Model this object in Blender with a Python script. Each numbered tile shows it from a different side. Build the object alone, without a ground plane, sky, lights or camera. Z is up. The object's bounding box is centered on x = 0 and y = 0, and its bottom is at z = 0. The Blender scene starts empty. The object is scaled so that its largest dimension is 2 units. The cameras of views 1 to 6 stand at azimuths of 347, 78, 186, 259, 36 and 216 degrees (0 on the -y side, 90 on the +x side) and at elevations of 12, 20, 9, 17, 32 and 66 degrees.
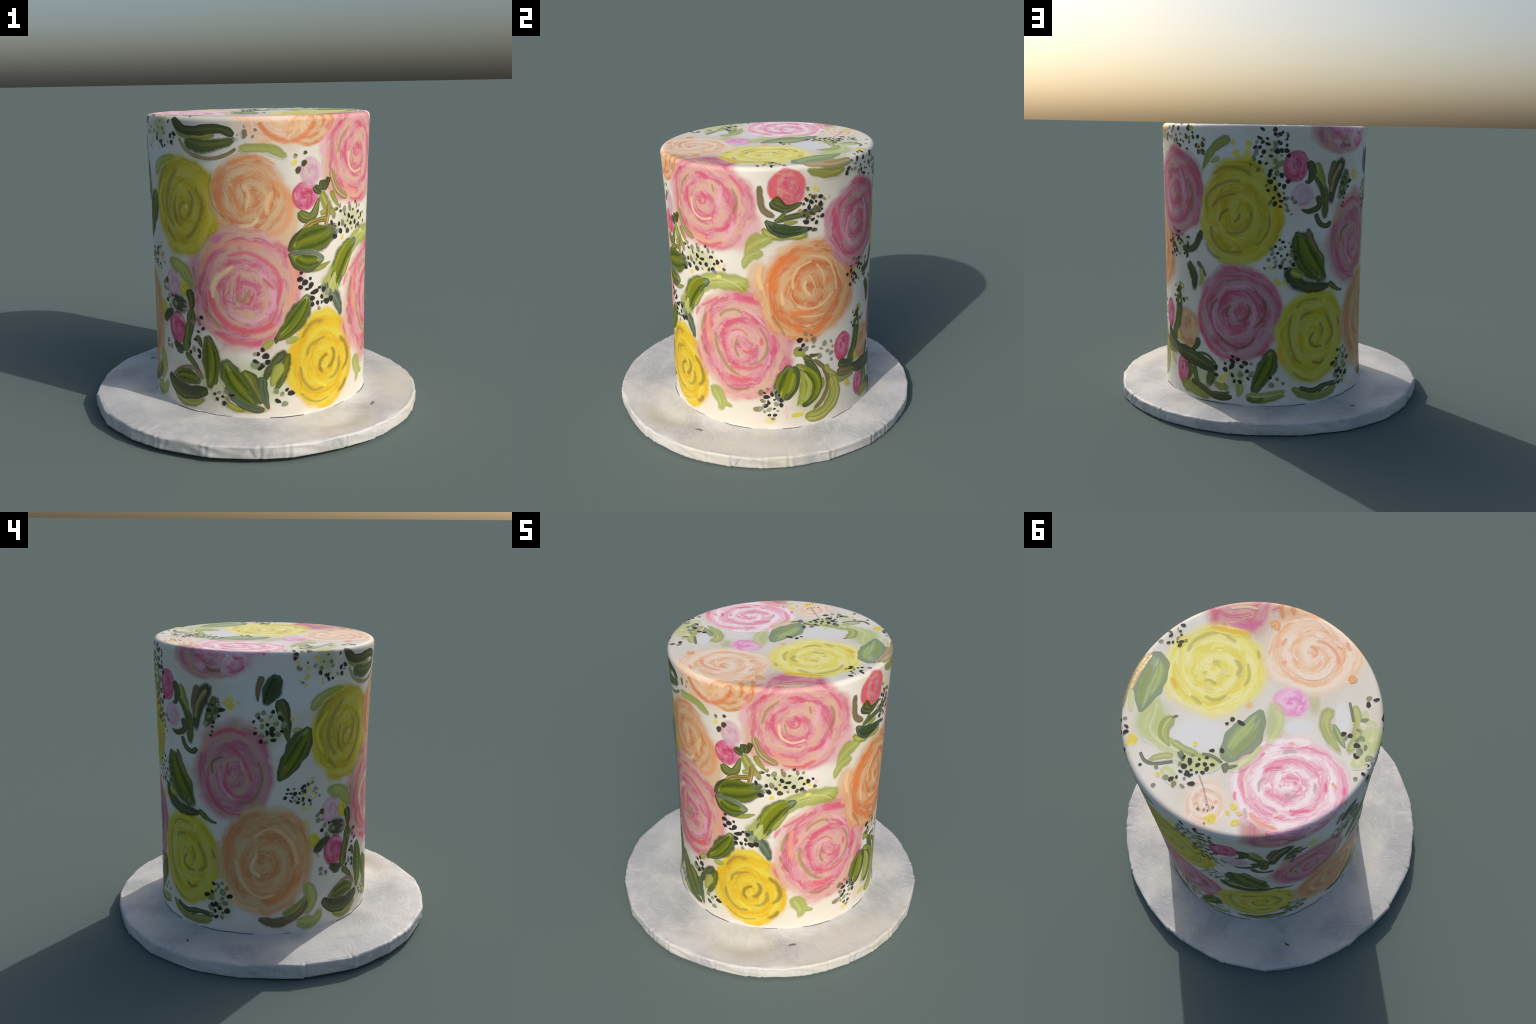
"""Hand-painted buttercream flower cake on a foil-covered round board.

The coat of the cake is a slightly lopsided rounded cylinder (a radius function in a few
harmonics).  Every painted thing - rose, petal stroke, leaf, stem, berry - is a thin raised
layer of paint laid on that coat.  Positions on the coat are written as (angle in degrees,
height along the coat in metres); past 1.75 the height runs inward over the top.
"""
import bpy, math, random
import numpy as np
from mathutils import Vector, Matrix, Euler

rng = np.random.default_rng(7)

# ------------------------------------------------------------------ shape of the coat
R_MEAN = [.65106, .00449, .01309, -.00133]
R_COS = [.0470, .00856, -.00191, -.00368]
R_SIN = [.04413, .01163, -.00651, -.00591]
R_COS2 = [-.00435, .00327, -.00271]
R_SIN2 = [-.00236, -.0012, -.00053]
FOOT = [(-1.03, -.024), (-2.88, .014)]    # where the wall tucks in or spreads at the bottom: angle, amount
RIM = .029            # rounding of the top edge
Z_RIM = 1.75


def poly(c, t):
    return sum(k * t ** j for j, k in enumerate(c))


def radius(th, z):
    t = (np.clip(z, .05, 1.76) - .9) / .9
    foot = np.exp(-((z - .05) / .16) ** 2) * sum(k * np.maximum(np.cos(th - a), 0) ** 6 for a, k in FOOT)
    return (foot + poly(R_MEAN, t) + poly(R_COS, t) * np.cos(th) + poly(R_SIN, t) * np.sin(th)
            + poly(R_COS2, t) * np.cos(2 * th) + poly(R_SIN2, t) * np.sin(2 * th))


def top_height(x, y):
    return 1.750 + .002 * y + .014 * np.minimum(((x - .05) ** 2 + (y - .05) ** 2) / .43, 1.1)


def coat(P):
    """Signed height above the coat."""
    x, y, z = P[..., 0], P[..., 1], P[..., 2]
    qx = np.hypot(x, y) - radius(np.arctan2(y, x), z) + RIM
    qz = z - top_height(x, y) + RIM
    return np.minimum(np.maximum(qx, qz), 0) + np.hypot(np.maximum(qx, 0), np.maximum(qz, 0)) - RIM


def coat_normal(P):
    e = 1e-4
    g = np.stack([coat(P + e * np.eye(3)[i]) - coat(P - e * np.eye(3)[i]) for i in range(3)], -1)
    return g / np.linalg.norm(g, axis=-1, keepdims=True)


def lay(P, h=0.0):
    """Move points onto the coat, raised by h."""
    for _ in range(2):
        n = coat_normal(P)
        for _ in range(2):
            P = P + n * (h - coat(P))[..., None]
    return P


def at(th, s):
    a = math.radians(th)
    if s > Z_RIM:
        r = radius(a, Z_RIM) - (s - Z_RIM)
        x, y = r * math.cos(a), r * math.sin(a)
        return np.array([x, y, float(top_height(x, y))])
    r = radius(a, s)
    return np.array([r * math.cos(a), r * math.sin(a), s])


def frame(C):
    """Right, up and outward directions at a spot on the coat."""
    n = coat_normal(C[None])[0]
    right = np.array([-.81, -.586, 0.]) if n[2] > .8 else np.cross([0, 0, 1.], n)
    right = right - n * (right @ n)
    right /= np.linalg.norm(right)
    return right, np.cross(n, right), n


# ------------------------------------------------------------------ what is painted where
# flowers: paint, centre, half width, half height
ROSES = [
    ('yellow_dim', (-145.4, 1.278), 0.253, 0.282),
    ('peach', (-105.1, 1.342), 0.224, 0.228),
    ('pink', (-107.8, 0.822), 0.325, 0.345),
    ('gold', (-65.7, 0.386), 0.236, 0.287),
    ('pink', (-41.0, 1.545), 0.316, 0.3),
    ('orange_rim', (-74.4, 1.738), 0.158, 0.128),
    ('pink', (-24.1, 0.649), 0.319, 0.383),
    ('orange', (12.2, 0.996), 0.327, 0.328),
    ('pink_deep', (41.2, 1.353), 0.274, 0.271),
    ('yellow_dim', (81.0, 1.253), 0.255, 0.312),
    ('pink_deep', (80.9, 0.637), 0.265, 0.296),
    ('yellow', (119.8, 0.505), 0.246, 0.296),
    ('pink_pale', (148.3, 1.078), 0.239, 0.298),
    ('peach_dim', (165.5, 0.544), 0.290, 0.344),
    ('pink_pale', (137.0, 1.735), 0.25, 0.135),
    ('top_yellow', (-6.5, 2.092), 0.269, 0.285),
    ('top_peach', (-90.4, 1.956), 0.259, 0.265),
    ('top_pink', (141.4, 1.99), 0.285, 0.253),
    ('top_speck', (96.1, 1.887), 0.125, 0.141),
    ('magenta', (-120.2, 2.213), 0.098, 0.091),
    ('bud', (-76.2, 1.336), 0.076, 0.075),
    ('pale', (-73.2, 1.468), 0.065, 0.081),
    ('pale', (-154.5, 0.813), 0.077, 0.088),
    ('bud', (-151.8, 0.566), 0.078, 0.092),
    ('bud_soft', (0.4, 1.645), 0.107, 0.111),
    ('bud', (31.5, 0.557), 0.072, 0.098),
    ('bud', (47.3, 0.233), 0.07, 0.098),
    ('peach_bud', (50.3, 0.513), 0.105, 0.131),
    ('bud', (108.1, 1.529), 0.078, 0.090),
    ('pale', (112.0, 1.367), 0.078, 0.074),
    ('mist_pink', (-20.6, 1.405), 0.126, 0.165),
    ('mist_peach', (-87.1, 1.216), 0.105, 0.213),
    ('mist_peach', (-14.0, 1.077), 0.079, 0.151),
    ('mist_peach', (-117.3, 1.173), 0.187, 0.108),
    ('mist_pink', (-137.1, 0.8), 0.096, 0.264),
    ('mist_green', (12.6, 0.312), 0.182, 0.192),
    ('mist_green', (-110.5, 0.284), 0.382, 0.171),
    ('mist_green', (56.2, 0.219), 0.176, 0.148),
    ('mist_green', (115.4, 0.958), 0.180, 0.188),
    ('yellow', (-145.6, 0.806), 0.037, 0.048),
    ('yellow', (-166.4, 0.656), 0.038, 0.045),
    ('mist_yellow', (-171.3, 0.739), 0.037, 0.053),
    ('mist_green', (41.0, 1.916), 0.112, 0.153),
    ('mist_green', (76.3, 2.035), 0.152, 0.062),
    ('mist_green', (-162.5, 1.739), 0.076, 0.158),
    ('mist_green', (152.6, 2.314), 0.057, 0.139),
    ('mist_green', (-130.9, 2.094), 0.039, 0.096),
    ('mist_green', (-45.9, 1.181), 0.158, 0.083),
    ('mist_green', (96.3, 1.543), 0.077, 0.179),
    ('mist_green', (168.2, 1.336), 0.079, 0.136),
    ('mist_green', (141.6, 0.268), 0.113, 0.139),
    ('mist_green', (80.0, 0.251), 0.085, 0.111),
    ('mist_green', (45.2, 1.043), 0.133, 0.099),
    ('mist_white', (56.2, 2.12), 0.166, 0.114),
    ('mist_white', (-149.9, 1.96), 0.043, 0.108),
    ('mist_white', (-172.5, 2.174), 0.091, 0.051),
    ('mist_white', (74.3, 1.598), 0.241, 0.142),
    ('mist_white', (177.3, 1.538), 0.358, 0.128),
    ('ochre', (-104.7, 0.144), 0.110, 0.029),
    ('mist_yellow', (-10.2, 0.14), 0.045, 0.029),
    ('yellow', (4.2, 0.164), 0.043, 0.017),
]
PETALS = {
    0: [
        ('olive', [(-155.9, 1.504), (-163.2, 1.441), (-165.9, 1.333), (-164.6, 1.217)], 0.0485),
        ('olive', [(-147.0, 1.492), (-154.9, 1.402), (-158.3, 1.312), (-157.6, 1.214), (-150.4, 1.135)], 0.0435),
        ('olive', [(-149.0, 1.338), (-151.3, 1.273), (-150.0, 1.188), (-145.1, 1.158)], 0.0299),
        ('olive', [(-142.0, 1.31), (-147.0, 1.266), (-146.5, 1.209), (-143.4, 1.194)], 0.0223),
        ('olive', [(-140.8, 1.373), (-137.5, 1.319), (-139.3, 1.244), (-143.3, 1.212)], 0.0302),
        ('olive', [(-135.8, 1.387), (-131.5, 1.305), (-132.5, 1.221), (-139.2, 1.118), (-144.7, 1.089)], 0.0306),
        ('olive', [(-159.2, 1.147), (-150.8, 1.058)], 0.0282),
        ('cream', [(-142.1, 1.293), (-141.9, 1.25)], 0.0250),
        ('lemon', [(-159.3, 1.427), (-166.3, 1.303), (-161.4, 1.162)], 0.0245),
        ('lemon', [(-148.0, 1.362), (-142.8, 1.416)], 0.0256),
    ],
    1: [
        ('peachy', [(-96.3, 1.432), (-88.7, 1.392), (-84.1, 1.318), (-84.7, 1.225), (-89.9, 1.15), (-99.3, 1.13)], 0.0541),
        ('apricot', [(-92.8, 1.377), (-95.5, 1.312), (-95.8, 1.229)], 0.0411),
        ('peachy', [(-118.7, 1.519), (-122.5, 1.42), (-121.1, 1.31), (-116.2, 1.229)], 0.0543),
        ('apricot', [(-114.6, 1.422), (-113.2, 1.34), (-110.6, 1.269)], 0.0239),
        ('peachy', [(-116.7, 1.519), (-101.5, 1.557), (-90.3, 1.5)], 0.0308),
        ('apricot', [(-108.4, 1.416), (-104.9, 1.346), (-107.0, 1.258)], 0.0283),
        ('cream', [(-99.6, 1.24), (-103.8, 1.187), (-111.5, 1.183)], 0.0280),
        ('peachy', [(-117.0, 1.415), (-108.7, 1.258), (-100.3, 1.275)], 0.0292),
    ],
    2: [
        ('deep', [(-118.1, 1.014), (-105.8, 1.035), (-94.1, 0.961), (-89.2, 0.859), (-92.0, 0.732)], 0.0323),
        ('coral', [(-128.2, 0.832), (-124.5, 0.705), (-115.3, 0.62), (-101.4, 0.596), (-91.2, 0.649)], 0.0481),
        ('deep', [(-99.2, 0.899), (-91.8, 0.824)], 0.0251),
        ('deep', [(-126.7, 0.59), (-113.6, 0.537), (-99.8, 0.531), (-87.9, 0.609)], 0.0562),
        ('cream', [(-112.8, 0.971), (-124.1, 0.873), (-126.8, 0.74)], 0.0429),
        ('olive', [(-104.4, 0.845), (-109.7, 0.761), (-113.1, 0.824)], 0.0463),
        ('lilac', [(-100.9, 0.936), (-94.0, 0.843), (-93.6, 0.733), (-101.3, 0.652)], 0.0430),
        ('lilac', [(-117.0, 0.693), (-104.7, 0.652), (-94.5, 0.697)], 0.0302),
        ('deep', [(-110.3, 0.926), (-112.3, 0.806), (-106.3, 0.749), (-102.4, 0.827)], 0.0243),
        ('salmon', [(-85.7, 1.02), (-81.5, 0.871), (-86.1, 0.71)], 0.0438),
        ('magenta', [(-127.5, 1.08), (-118.7, 1.145)], 0.0571),
        ('olive', [(-138.7, 0.95), (-136.9, 0.784)], 0.0290),
        ('olive', [(-131.6, 0.716), (-120.8, 0.597)], 0.0212),
        ('salmon', [(-134.4, 0.881), (-127.6, 1.035), (-112.6, 1.088), (-95.7, 1.061)], 0.0463),
    ],
    3: [
        ('olive', [(-78.9, 0.533), (-75.4, 0.598), (-70.6, 0.626), (-64.7, 0.617)], 0.0326),
        ('olive', [(-76.3, 0.422), (-74.4, 0.484), (-69.6, 0.517), (-64.1, 0.53)], 0.0282),
        ('olive', [(-79.7, 0.386), (-78.2, 0.299), (-72.2, 0.226), (-65.3, 0.234)], 0.0266),
        ('umber', [(-61.2, 0.469), (-59.1, 0.409), (-62.0, 0.349), (-65.4, 0.345)], 0.0373),
        ('umber', [(-62.6, 0.43), (-67.3, 0.404), (-68.6, 0.359), (-66.1, 0.304)], 0.0311),
        ('olive', [(-56.1, 0.406), (-55.7, 0.338), (-59.1, 0.285), (-64.0, 0.274)], 0.0332),
        ('umber', [(-55.5, 0.515), (-50.2, 0.445), (-48.8, 0.354), (-53.6, 0.287)], 0.0388),
        ('umber', [(-49.0, 0.253), (-52.1, 0.193), (-57.6, 0.173)], 0.0463),
        ('olive', [(-79.9, 0.229), (-75.7, 0.177), (-68.7, 0.148), (-61.3, 0.165)], 0.0171),
        ('amber', [(-78.8, 0.626), (-82.8, 0.496), (-85.3, 0.339)], 0.0528),
        ('amber', [(-62.3, 0.621), (-60.3, 0.551)], 0.0491),
        ('lemon', [(-71.1, 0.273), (-63.2, 0.228)], 0.0234),
    ],
    4: [
        ('deep', [(-46.6, 1.708), (-41.1, 1.71), (-37.1, 1.672)], 0.0296),
        ('deep', [(-27.0, 1.726), (-21.9, 1.661), (-19.4, 1.584)], 0.0261),
        ('deep', [(-51.3, 1.628), (-52.4, 1.558), (-50.4, 1.475)], 0.0304),
        ('deep', [(-37.3, 1.376), (-31.3, 1.39), (-26.2, 1.441)], 0.0397),
        ('coral', [(-48.5, 1.305), (-40.3, 1.281), (-30.5, 1.314)], 0.0321),
        ('olive', [(-35.7, 1.664), (-34.7, 1.599)], 0.0156),
        ('olive', [(-25.7, 1.649), (-23.4, 1.567), (-25.9, 1.479)], 0.0256),
        ('olive', [(-48.7, 1.703), (-55.2, 1.632), (-57.5, 1.543)], 0.0227),
        ('deep', [(-43.0, 1.615), (-39.9, 1.565), (-41.2, 1.531), (-44.2, 1.539), (-46.7, 1.593)], 0.0213),
        ('olive', [(-45.2, 1.604), (-46.7, 1.546), (-45.1, 1.48)], 0.0137),
        ('cream', [(-49.5, 1.565), (-48.6, 1.482), (-43.2, 1.438), (-36.1, 1.454)], 0.0183),
        ('salmon', [(-52.2, 1.385), (-47.2, 1.342), (-40.3, 1.325)], 0.0236),
        ('lilac', [(-31.3, 1.668), (-31.5, 1.599), (-33.5, 1.514)], 0.0361),
        ('lilac', [(-63.5, 1.688), (-66.6, 1.597), (-65.1, 1.514)], 0.0454),
        ('deep', [(-62.1, 1.741), (-66.5, 1.678)], 0.0309),
        ('deep', [(-55.8, 1.746), (-56.9, 1.684)], 0.0325),
        ('cream', [(-36.3, 1.789), (-44.1, 1.79), (-50.9, 1.81)], 0.0190),
        ('deep', [(-30.3, 1.776), (-36.0, 1.835), (-46.9, 1.834)], 0.0196),
        ('magenta', [(-32.1, 1.878), (-41.9, 1.914), (-53.3, 1.879)], 0.0407),
        ('deep', [(-56.1, 1.816), (-61.6, 1.776)], 0.0233),
        ('salmon', [(-54.0, 1.402), (-47.2, 1.317), (-36.6, 1.301)], 0.0208),
        ('lilac', [(-24.8, 1.458), (-27.4, 1.374), (-32.9, 1.313)], 0.0467),
    ],
    5: [
        ('tangerine', [(-100.9, 1.766), (-96.1, 1.684), (-88.7, 1.639), (-80.6, 1.636), (-73.8, 1.692), (-71.9, 1.747)], 0.0426),
        ('apricot', [(-96.0, 1.747), (-91.2, 1.714), (-83.7, 1.696), (-76.0, 1.728)], 0.0337),
    ],
    6: [
        ('deep', [(-48.6, 0.866), (-41.6, 0.911), (-34.5, 0.965)], 0.0245),
        ('deep', [(-51.8, 0.785), (-50.3, 0.842), (-47.1, 0.884)], 0.0351),
        ('deep', [(-28.3, 0.969), (-19.8, 0.96), (-11.8, 0.929)], 0.0456),
        ('olive', [(-36.1, 0.823), (-32.5, 0.869), (-26.6, 0.891), (-22.1, 0.865)], 0.0269),
        ('deep', [(-22.1, 0.877), (-17.7, 0.849), (-14.5, 0.794)], 0.0206),
        ('olive', [(-14.5, 0.788), (-11.3, 0.712), (-11.0, 0.622), (-15.1, 0.55), (-21.6, 0.526)], 0.0196),
        ('olive', [(-38.3, 0.729), (-38.2, 0.626), (-33.9, 0.525), (-29.1, 0.469), (-23.9, 0.451)], 0.0333),
        ('olive', [(-44.0, 0.842), (-47.2, 0.755), (-47.7, 0.676)], 0.0310),
        ('olive', [(-49.2, 0.671), (-46.7, 0.6), (-43.6, 0.538)], 0.0202),
        ('olive', [(-8.6, 0.869), (-4.5, 0.791), (-1.5, 0.712)], 0.0198),
        ('olive', [(-33.9, 0.376), (-29.6, 0.352), (-23.7, 0.362), (-19.0, 0.387)], 0.0283),
        ('olive', [(-26.2, 0.701), (-27.5, 0.629), (-25.1, 0.567)], 0.0242),
        ('deep', [(-30.0, 0.74), (-24.5, 0.761), (-19.8, 0.718)], 0.0161),
        ('deep', [(-34.4, 0.699), (-31.8, 0.782), (-25.3, 0.827), (-19.4, 0.792)], 0.0331),
        ('deep', [(-34.4, 0.686), (-33.0, 0.618), (-29.7, 0.605)], 0.0313),
        ('coral', [(-24.4, 0.633), (-20.9, 0.611), (-17.6, 0.643)], 0.0296),
        ('lilac', [(-31.1, 0.687), (-28.2, 0.73), (-22.5, 0.728)], 0.0231),
        ('deep', [(-30.5, 0.545), (-25.3, 0.508), (-18.2, 0.506), (-11.7, 0.554)], 0.0426),
        ('coral', [(-32.5, 0.452), (-26.6, 0.42), (-16.8, 0.438)], 0.0431),
        ('deep', [(-8.4, 0.743), (-6.6, 0.671), (-8.2, 0.569)], 0.0404),
        ('deep', [(-39.8, 0.802), (-41.5, 0.727)], 0.0339),
        ('lilac', [(-22.0, 0.909), (-16.3, 0.856), (-11.2, 0.781)], 0.0254),
        ('salmon', [(-41.9, 0.86), (-43.9, 0.739), (-42.0, 0.615)], 0.0407),
        ('lilac', [(-9.4, 0.608), (-10.3, 0.517)], 0.0174),
        ('coral', [(-13.7, 0.724), (-13.4, 0.647)], 0.0347),
    ],
    7: [
        ('tangerine', [(7.7, 1.217), (-1.2, 1.199), (-6.7, 1.138), (-7.3, 1.047), (-5.6, 0.979)], 0.0799),
        ('tangerine', [(-0.5, 0.881), (6.7, 0.851), (14.9, 0.864), (20.3, 0.899)], 0.0530),
        ('tangerine', [(1.8, 0.803), (5.7, 0.746), (13.3, 0.715), (21.6, 0.781), (26.4, 0.815)], 0.0563),
        ('tangerine', [(5.8, 1.088), (5.3, 1.022), (7.7, 0.987)], 0.0348),
        ('tangerine', [(21.2, 1.078), (20.7, 0.992)], 0.0366),
        ('apricot', [(10.6, 1.224), (19.9, 1.179), (24.7, 1.079), (26.8, 0.954)], 0.0190),
        ('apricot', [(12.6, 1.184), (5.8, 1.155), (2.5, 1.087), (2.9, 1.007)], 0.0197),
        ('apricot', [(14.1, 1.169), (18.4, 1.085), (18.5, 1.017)], 0.0152),
        ('apricot', [(10.2, 1.111), (13.8, 1.023), (12.7, 0.976)], 0.0098),
        ('cream', [(9.7, 1.075), (8.2, 1.023), (11.7, 0.951)], 0.0217),
        ('apricot', [(-3.2, 1.008), (-2.4, 0.908)], 0.0237),
        ('apricot', [(3.8, 0.907), (10.7, 0.88), (17.5, 0.892), (24.9, 0.96)], 0.0189),
        ('cream', [(6.4, 0.77), (11.7, 0.758)], 0.0230),
        ('apricot', [(5.7, 0.841), (13.8, 0.823), (19.8, 0.825)], 0.0126),
        ('apricot', [(-12.6, 1.187), (-14.2, 1.097), (-12.1, 1.012)], 0.0311),
    ],
    8: [
        ('deep', [(44.6, 1.522), (53.7, 1.482), (58.7, 1.394), (59.2, 1.303)], 0.0504),
        ('olive', [(31.7, 1.478), (36.2, 1.511), (41.0, 1.508)], 0.0393),
        ('olive', [(50.8, 1.445), (54.9, 1.374), (55.5, 1.305), (53.3, 1.228)], 0.0302),
        ('olive', [(40.3, 1.372), (43.1, 1.322), (40.9, 1.26)], 0.0297),
        ('deep', [(39.4, 1.436), (45.1, 1.383), (45.7, 1.295), (42.8, 1.233)], 0.0443),
        ('lilac', [(44.5, 1.499), (48.5, 1.415), (47.5, 1.326)], 0.0310),
        ('lilac', [(34.5, 1.42), (32.3, 1.31), (37.3, 1.202)], 0.0316),
        ('deep', [(33.6, 1.592), (39.5, 1.616), (51.0, 1.57)], 0.0695),
        ('deep', [(23.3, 1.497), (25.6, 1.375), (30.6, 1.24)], 0.0471),
        ('olive', [(30.0, 1.451), (33.9, 1.504), (41.2, 1.509)], 0.0353),
        ('coral', [(51.4, 1.33), (51.9, 1.243)], 0.0460),
    ],
    9: [
        ('olive', [(66.7, 1.467), (73.8, 1.516), (81.3, 1.513), (88.1, 1.466)], 0.0322),
        ('olive', [(63.8, 1.25), (64.5, 1.342), (69.8, 1.407), (77.1, 1.439), (82.7, 1.436)], 0.0290),
        ('olive', [(66.6, 1.275), (70.8, 1.329), (77.1, 1.361), (81.1, 1.358)], 0.0246),
        ('umber', [(70.7, 1.187), (72.3, 1.245), (76.9, 1.277)], 0.0222),
        ('umber', [(81.4, 1.257), (80.5, 1.217), (77.6, 1.192)], 0.0241),
        ('olive', [(86.9, 1.27), (86.0, 1.197), (82.4, 1.144), (77.2, 1.129), (73.3, 1.149)], 0.0258),
        ('olive', [(66.5, 1.189), (67.0, 1.103), (71.7, 1.033), (78.2, 1.016), (84.3, 1.031)], 0.0301),
        ('olive', [(63.1, 1.07), (66.4, 0.999), (72.7, 0.971)], 0.0254),
        ('olive', [(95.5, 1.256), (95.2, 1.16), (91.2, 1.085), (88.0, 1.061)], 0.0225),
        ('lemon', [(76.2, 1.094), (81.0, 1.092)], 0.0253),
        ('amber', [(97.7, 1.362), (99.6, 1.273), (97.5, 1.154)], 0.0358),
        ('amber', [(65.4, 1.171), (70.7, 1.204)], 0.0229),
    ],
    10: [
        ('deep', [(71.7, 0.907), (77.7, 0.924), (83.7, 0.9)], 0.0344),
        ('deep', [(85.8, 0.889), (91.4, 0.886), (97.1, 0.823), (101.0, 0.735), (101.6, 0.647)], 0.0400),
        ('deep', [(65.2, 0.805), (60.5, 0.69), (59.2, 0.592), (61.6, 0.5), (67.5, 0.409), (74.0, 0.371), (81.9, 0.381)], 0.0437),
        ('deep', [(72.8, 0.703), (76.3, 0.766), (82.1, 0.783), (87.8, 0.769)], 0.0260),
        ('umber', [(77.8, 0.703), (74.8, 0.658), (75.3, 0.609)], 0.0244),
        ('umber', [(84.8, 0.72), (86.5, 0.669), (85.1, 0.621), (79.8, 0.599)], 0.0241),
        ('umber', [(92.5, 0.753), (94.4, 0.701), (93.6, 0.63), (87.8, 0.552)], 0.0217),
        ('umber', [(70.7, 0.736), (66.9, 0.677), (66.3, 0.587)], 0.0231),
        ('umber', [(69.6, 0.527), (74.9, 0.463), (81.4, 0.434), (86.7, 0.468), (89.5, 0.517)], 0.0235),
        ('olive', [(73.8, 0.839), (83.0, 0.859)], 0.0196),
        ('deep', [(74.8, 0.587), (78.9, 0.539), (85.2, 0.544)], 0.0442),
        ('lilac', [(67.4, 0.666), (69.1, 0.55), (74.9, 0.475)], 0.0248),
        ('lilac', [(77.7, 0.796), (84.5, 0.819), (89.2, 0.787)], 0.0173),
        ('lilac', [(88.3, 0.722), (88.9, 0.629), (86.6, 0.569)], 0.0230),
        ('deep', [(96.1, 0.483), (93.8, 0.424), (88.7, 0.392)], 0.0348),
        ('deep', [(95.6, 0.689), (96.2, 0.595)], 0.0343),
    ],
    11: [
        ('olive', [(109.0, 0.673), (114.6, 0.728), (123.8, 0.73)], 0.0253),
        ('olive', [(111.2, 0.601), (115.9, 0.644), (121.3, 0.651)], 0.0296),
        ('umber', [(120.8, 0.531), (118.0, 0.481), (120.4, 0.435), (126.6, 0.432)], 0.0226),
        ('olive', [(123.0, 0.594), (125.7, 0.536), (124.6, 0.477)], 0.0245),
        ('olive', [(127.4, 0.63), (131.8, 0.55), (132.1, 0.477), (126.7, 0.425)], 0.0327),
        ('olive', [(107.5, 0.651), (106.3, 0.522), (109.0, 0.389), (113.9, 0.324)], 0.0214),
        ('umber', [(118.9, 0.347), (123.7, 0.324), (128.6, 0.346)], 0.0269),
        ('lemon', [(117.6, 0.385), (123.6, 0.37), (131.2, 0.402)], 0.0275),
        ('lemon', [(125.1, 0.735), (128.2, 0.686)], 0.0259),
        ('olive', [(136.2, 0.615), (138.7, 0.525)], 0.0265),
        ('amber', [(112.4, 0.517), (113.7, 0.444)], 0.0437),
        ('amber', [(102.4, 0.482), (102.1, 0.393), (105.6, 0.313)], 0.0471),
        ('olive', [(108.2, 0.293), (113.5, 0.24), (120.9, 0.215)], 0.0197),
        ('lemon', [(115.7, 0.513), (116.4, 0.441), (121.7, 0.397)], 0.0234),
    ],
    12: [
        ('deep', [(146.5, 1.238), (152.3, 1.186), (156.4, 1.103), (158.5, 1.017)], 0.0303),
        ('deep', [(146.4, 1.153), (144.5, 1.016), (149.6, 0.944), (159.0, 0.95)], 0.0286),
        ('umber', [(137.8, 1.055), (137.6, 1.132), (145.0, 1.18)], 0.0213),
        ('deep', [(135.7, 1.12), (135.4, 0.963), (142.6, 0.856), (153.9, 0.829)], 0.0266),
        ('lilac', [(141.1, 1.109), (142.7, 0.994), (150.0, 0.909)], 0.0288),
        ('lilac', [(129.0, 0.93), (137.4, 0.824)], 0.0334),
        ('cream', [(148.3, 1.055), (150.0, 1.045)], 0.0299),
        ('olive', [(161.4, 1.162), (163.5, 1.047), (159.0, 0.93), (149.6, 0.901)], 0.0221),
        ('coral', [(136.0, 1.273), (146.6, 1.332), (157.3, 1.292)], 0.0290),
        ('lilac', [(152.3, 1.177), (153.9, 1.083)], 0.0225),
        ('salmon', [(131.1, 1.169), (136.0, 1.254), (143.1, 1.301)], 0.0356),
    ],
    13: [
        ('peachy', [(144.3, 0.719), (146.3, 0.6), (144.1, 0.463)], 0.0622),
        ('peachy', [(161.7, 0.562), (163.4, 0.649), (171.2, 0.668)], 0.0245),
        ('peachy', [(164.0, 0.522), (166.5, 0.613), (171.9, 0.595)], 0.0248),
        ('peachy', [(153.9, 0.609), (153.0, 0.485), (160.1, 0.387), (171.5, 0.407)], 0.0448),
        ('apricot', [(149.5, 0.564), (153.0, 0.423), (161.9, 0.325), (172.5, 0.344)], 0.0267),
        ('apricot', [(158.2, 0.692), (168.5, 0.753), (179.4, 0.666), (-176.2, 0.508)], 0.0248),
        ('peachy', [(-178.7, 0.684), (-174.2, 0.515), (179.9, 0.358), (166.3, 0.283)], 0.0430),
        ('cream', [(161.7, 0.613), (158.3, 0.506), (163.9, 0.446)], 0.0283),
        ('peachy', [(171.9, 0.831), (-179.0, 0.824), (-173.1, 0.737)], 0.0436),
        ('apricot', [(142.3, 0.407), (151.3, 0.275), (163.7, 0.242)], 0.0352),
    ],
    14: [
        ('deep', [(128.5, 1.743), (133.4, 1.717), (136.4, 1.684)], 0.0464),
        ('deep', [(148.2, 1.744), (151.9, 1.725), (155.5, 1.749)], 0.0270),
        ('umber', [(134.3, 1.679), (137.9, 1.654), (143.8, 1.653)], 0.0247),
        ('deep', [(154.2, 1.701), (152.8, 1.664), (145.7, 1.647)], 0.0174),
        ('salmon', [(124.9, 1.713), (127.1, 1.657), (131.3, 1.631)], 0.0302),
        ('deep', [(162.7, 1.748), (165.9, 1.754)], 0.0199),
        ('lilac', [(158.8, 1.712), (155.6, 1.66)], 0.0255),
    ],
    15: [
        ('toposage', [(-3.3, 1.927), (-10.9, 1.897), (-18.7, 1.9), (-26.5, 1.917), (-30.9, 1.975), (-33.7, 2.015)], 0.0324),
        ('toposage', [(-9.8, 2.046), (-15.4, 2.09)], 0.0270),
        ('toposage', [(-25.4, 2.089), (-26.3, 2.154), (-14.8, 2.203)], 0.0309),
        ('toposage', [(7.9, 2.095), (4.0, 2.124), (5.0, 2.178)], 0.0234),
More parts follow.
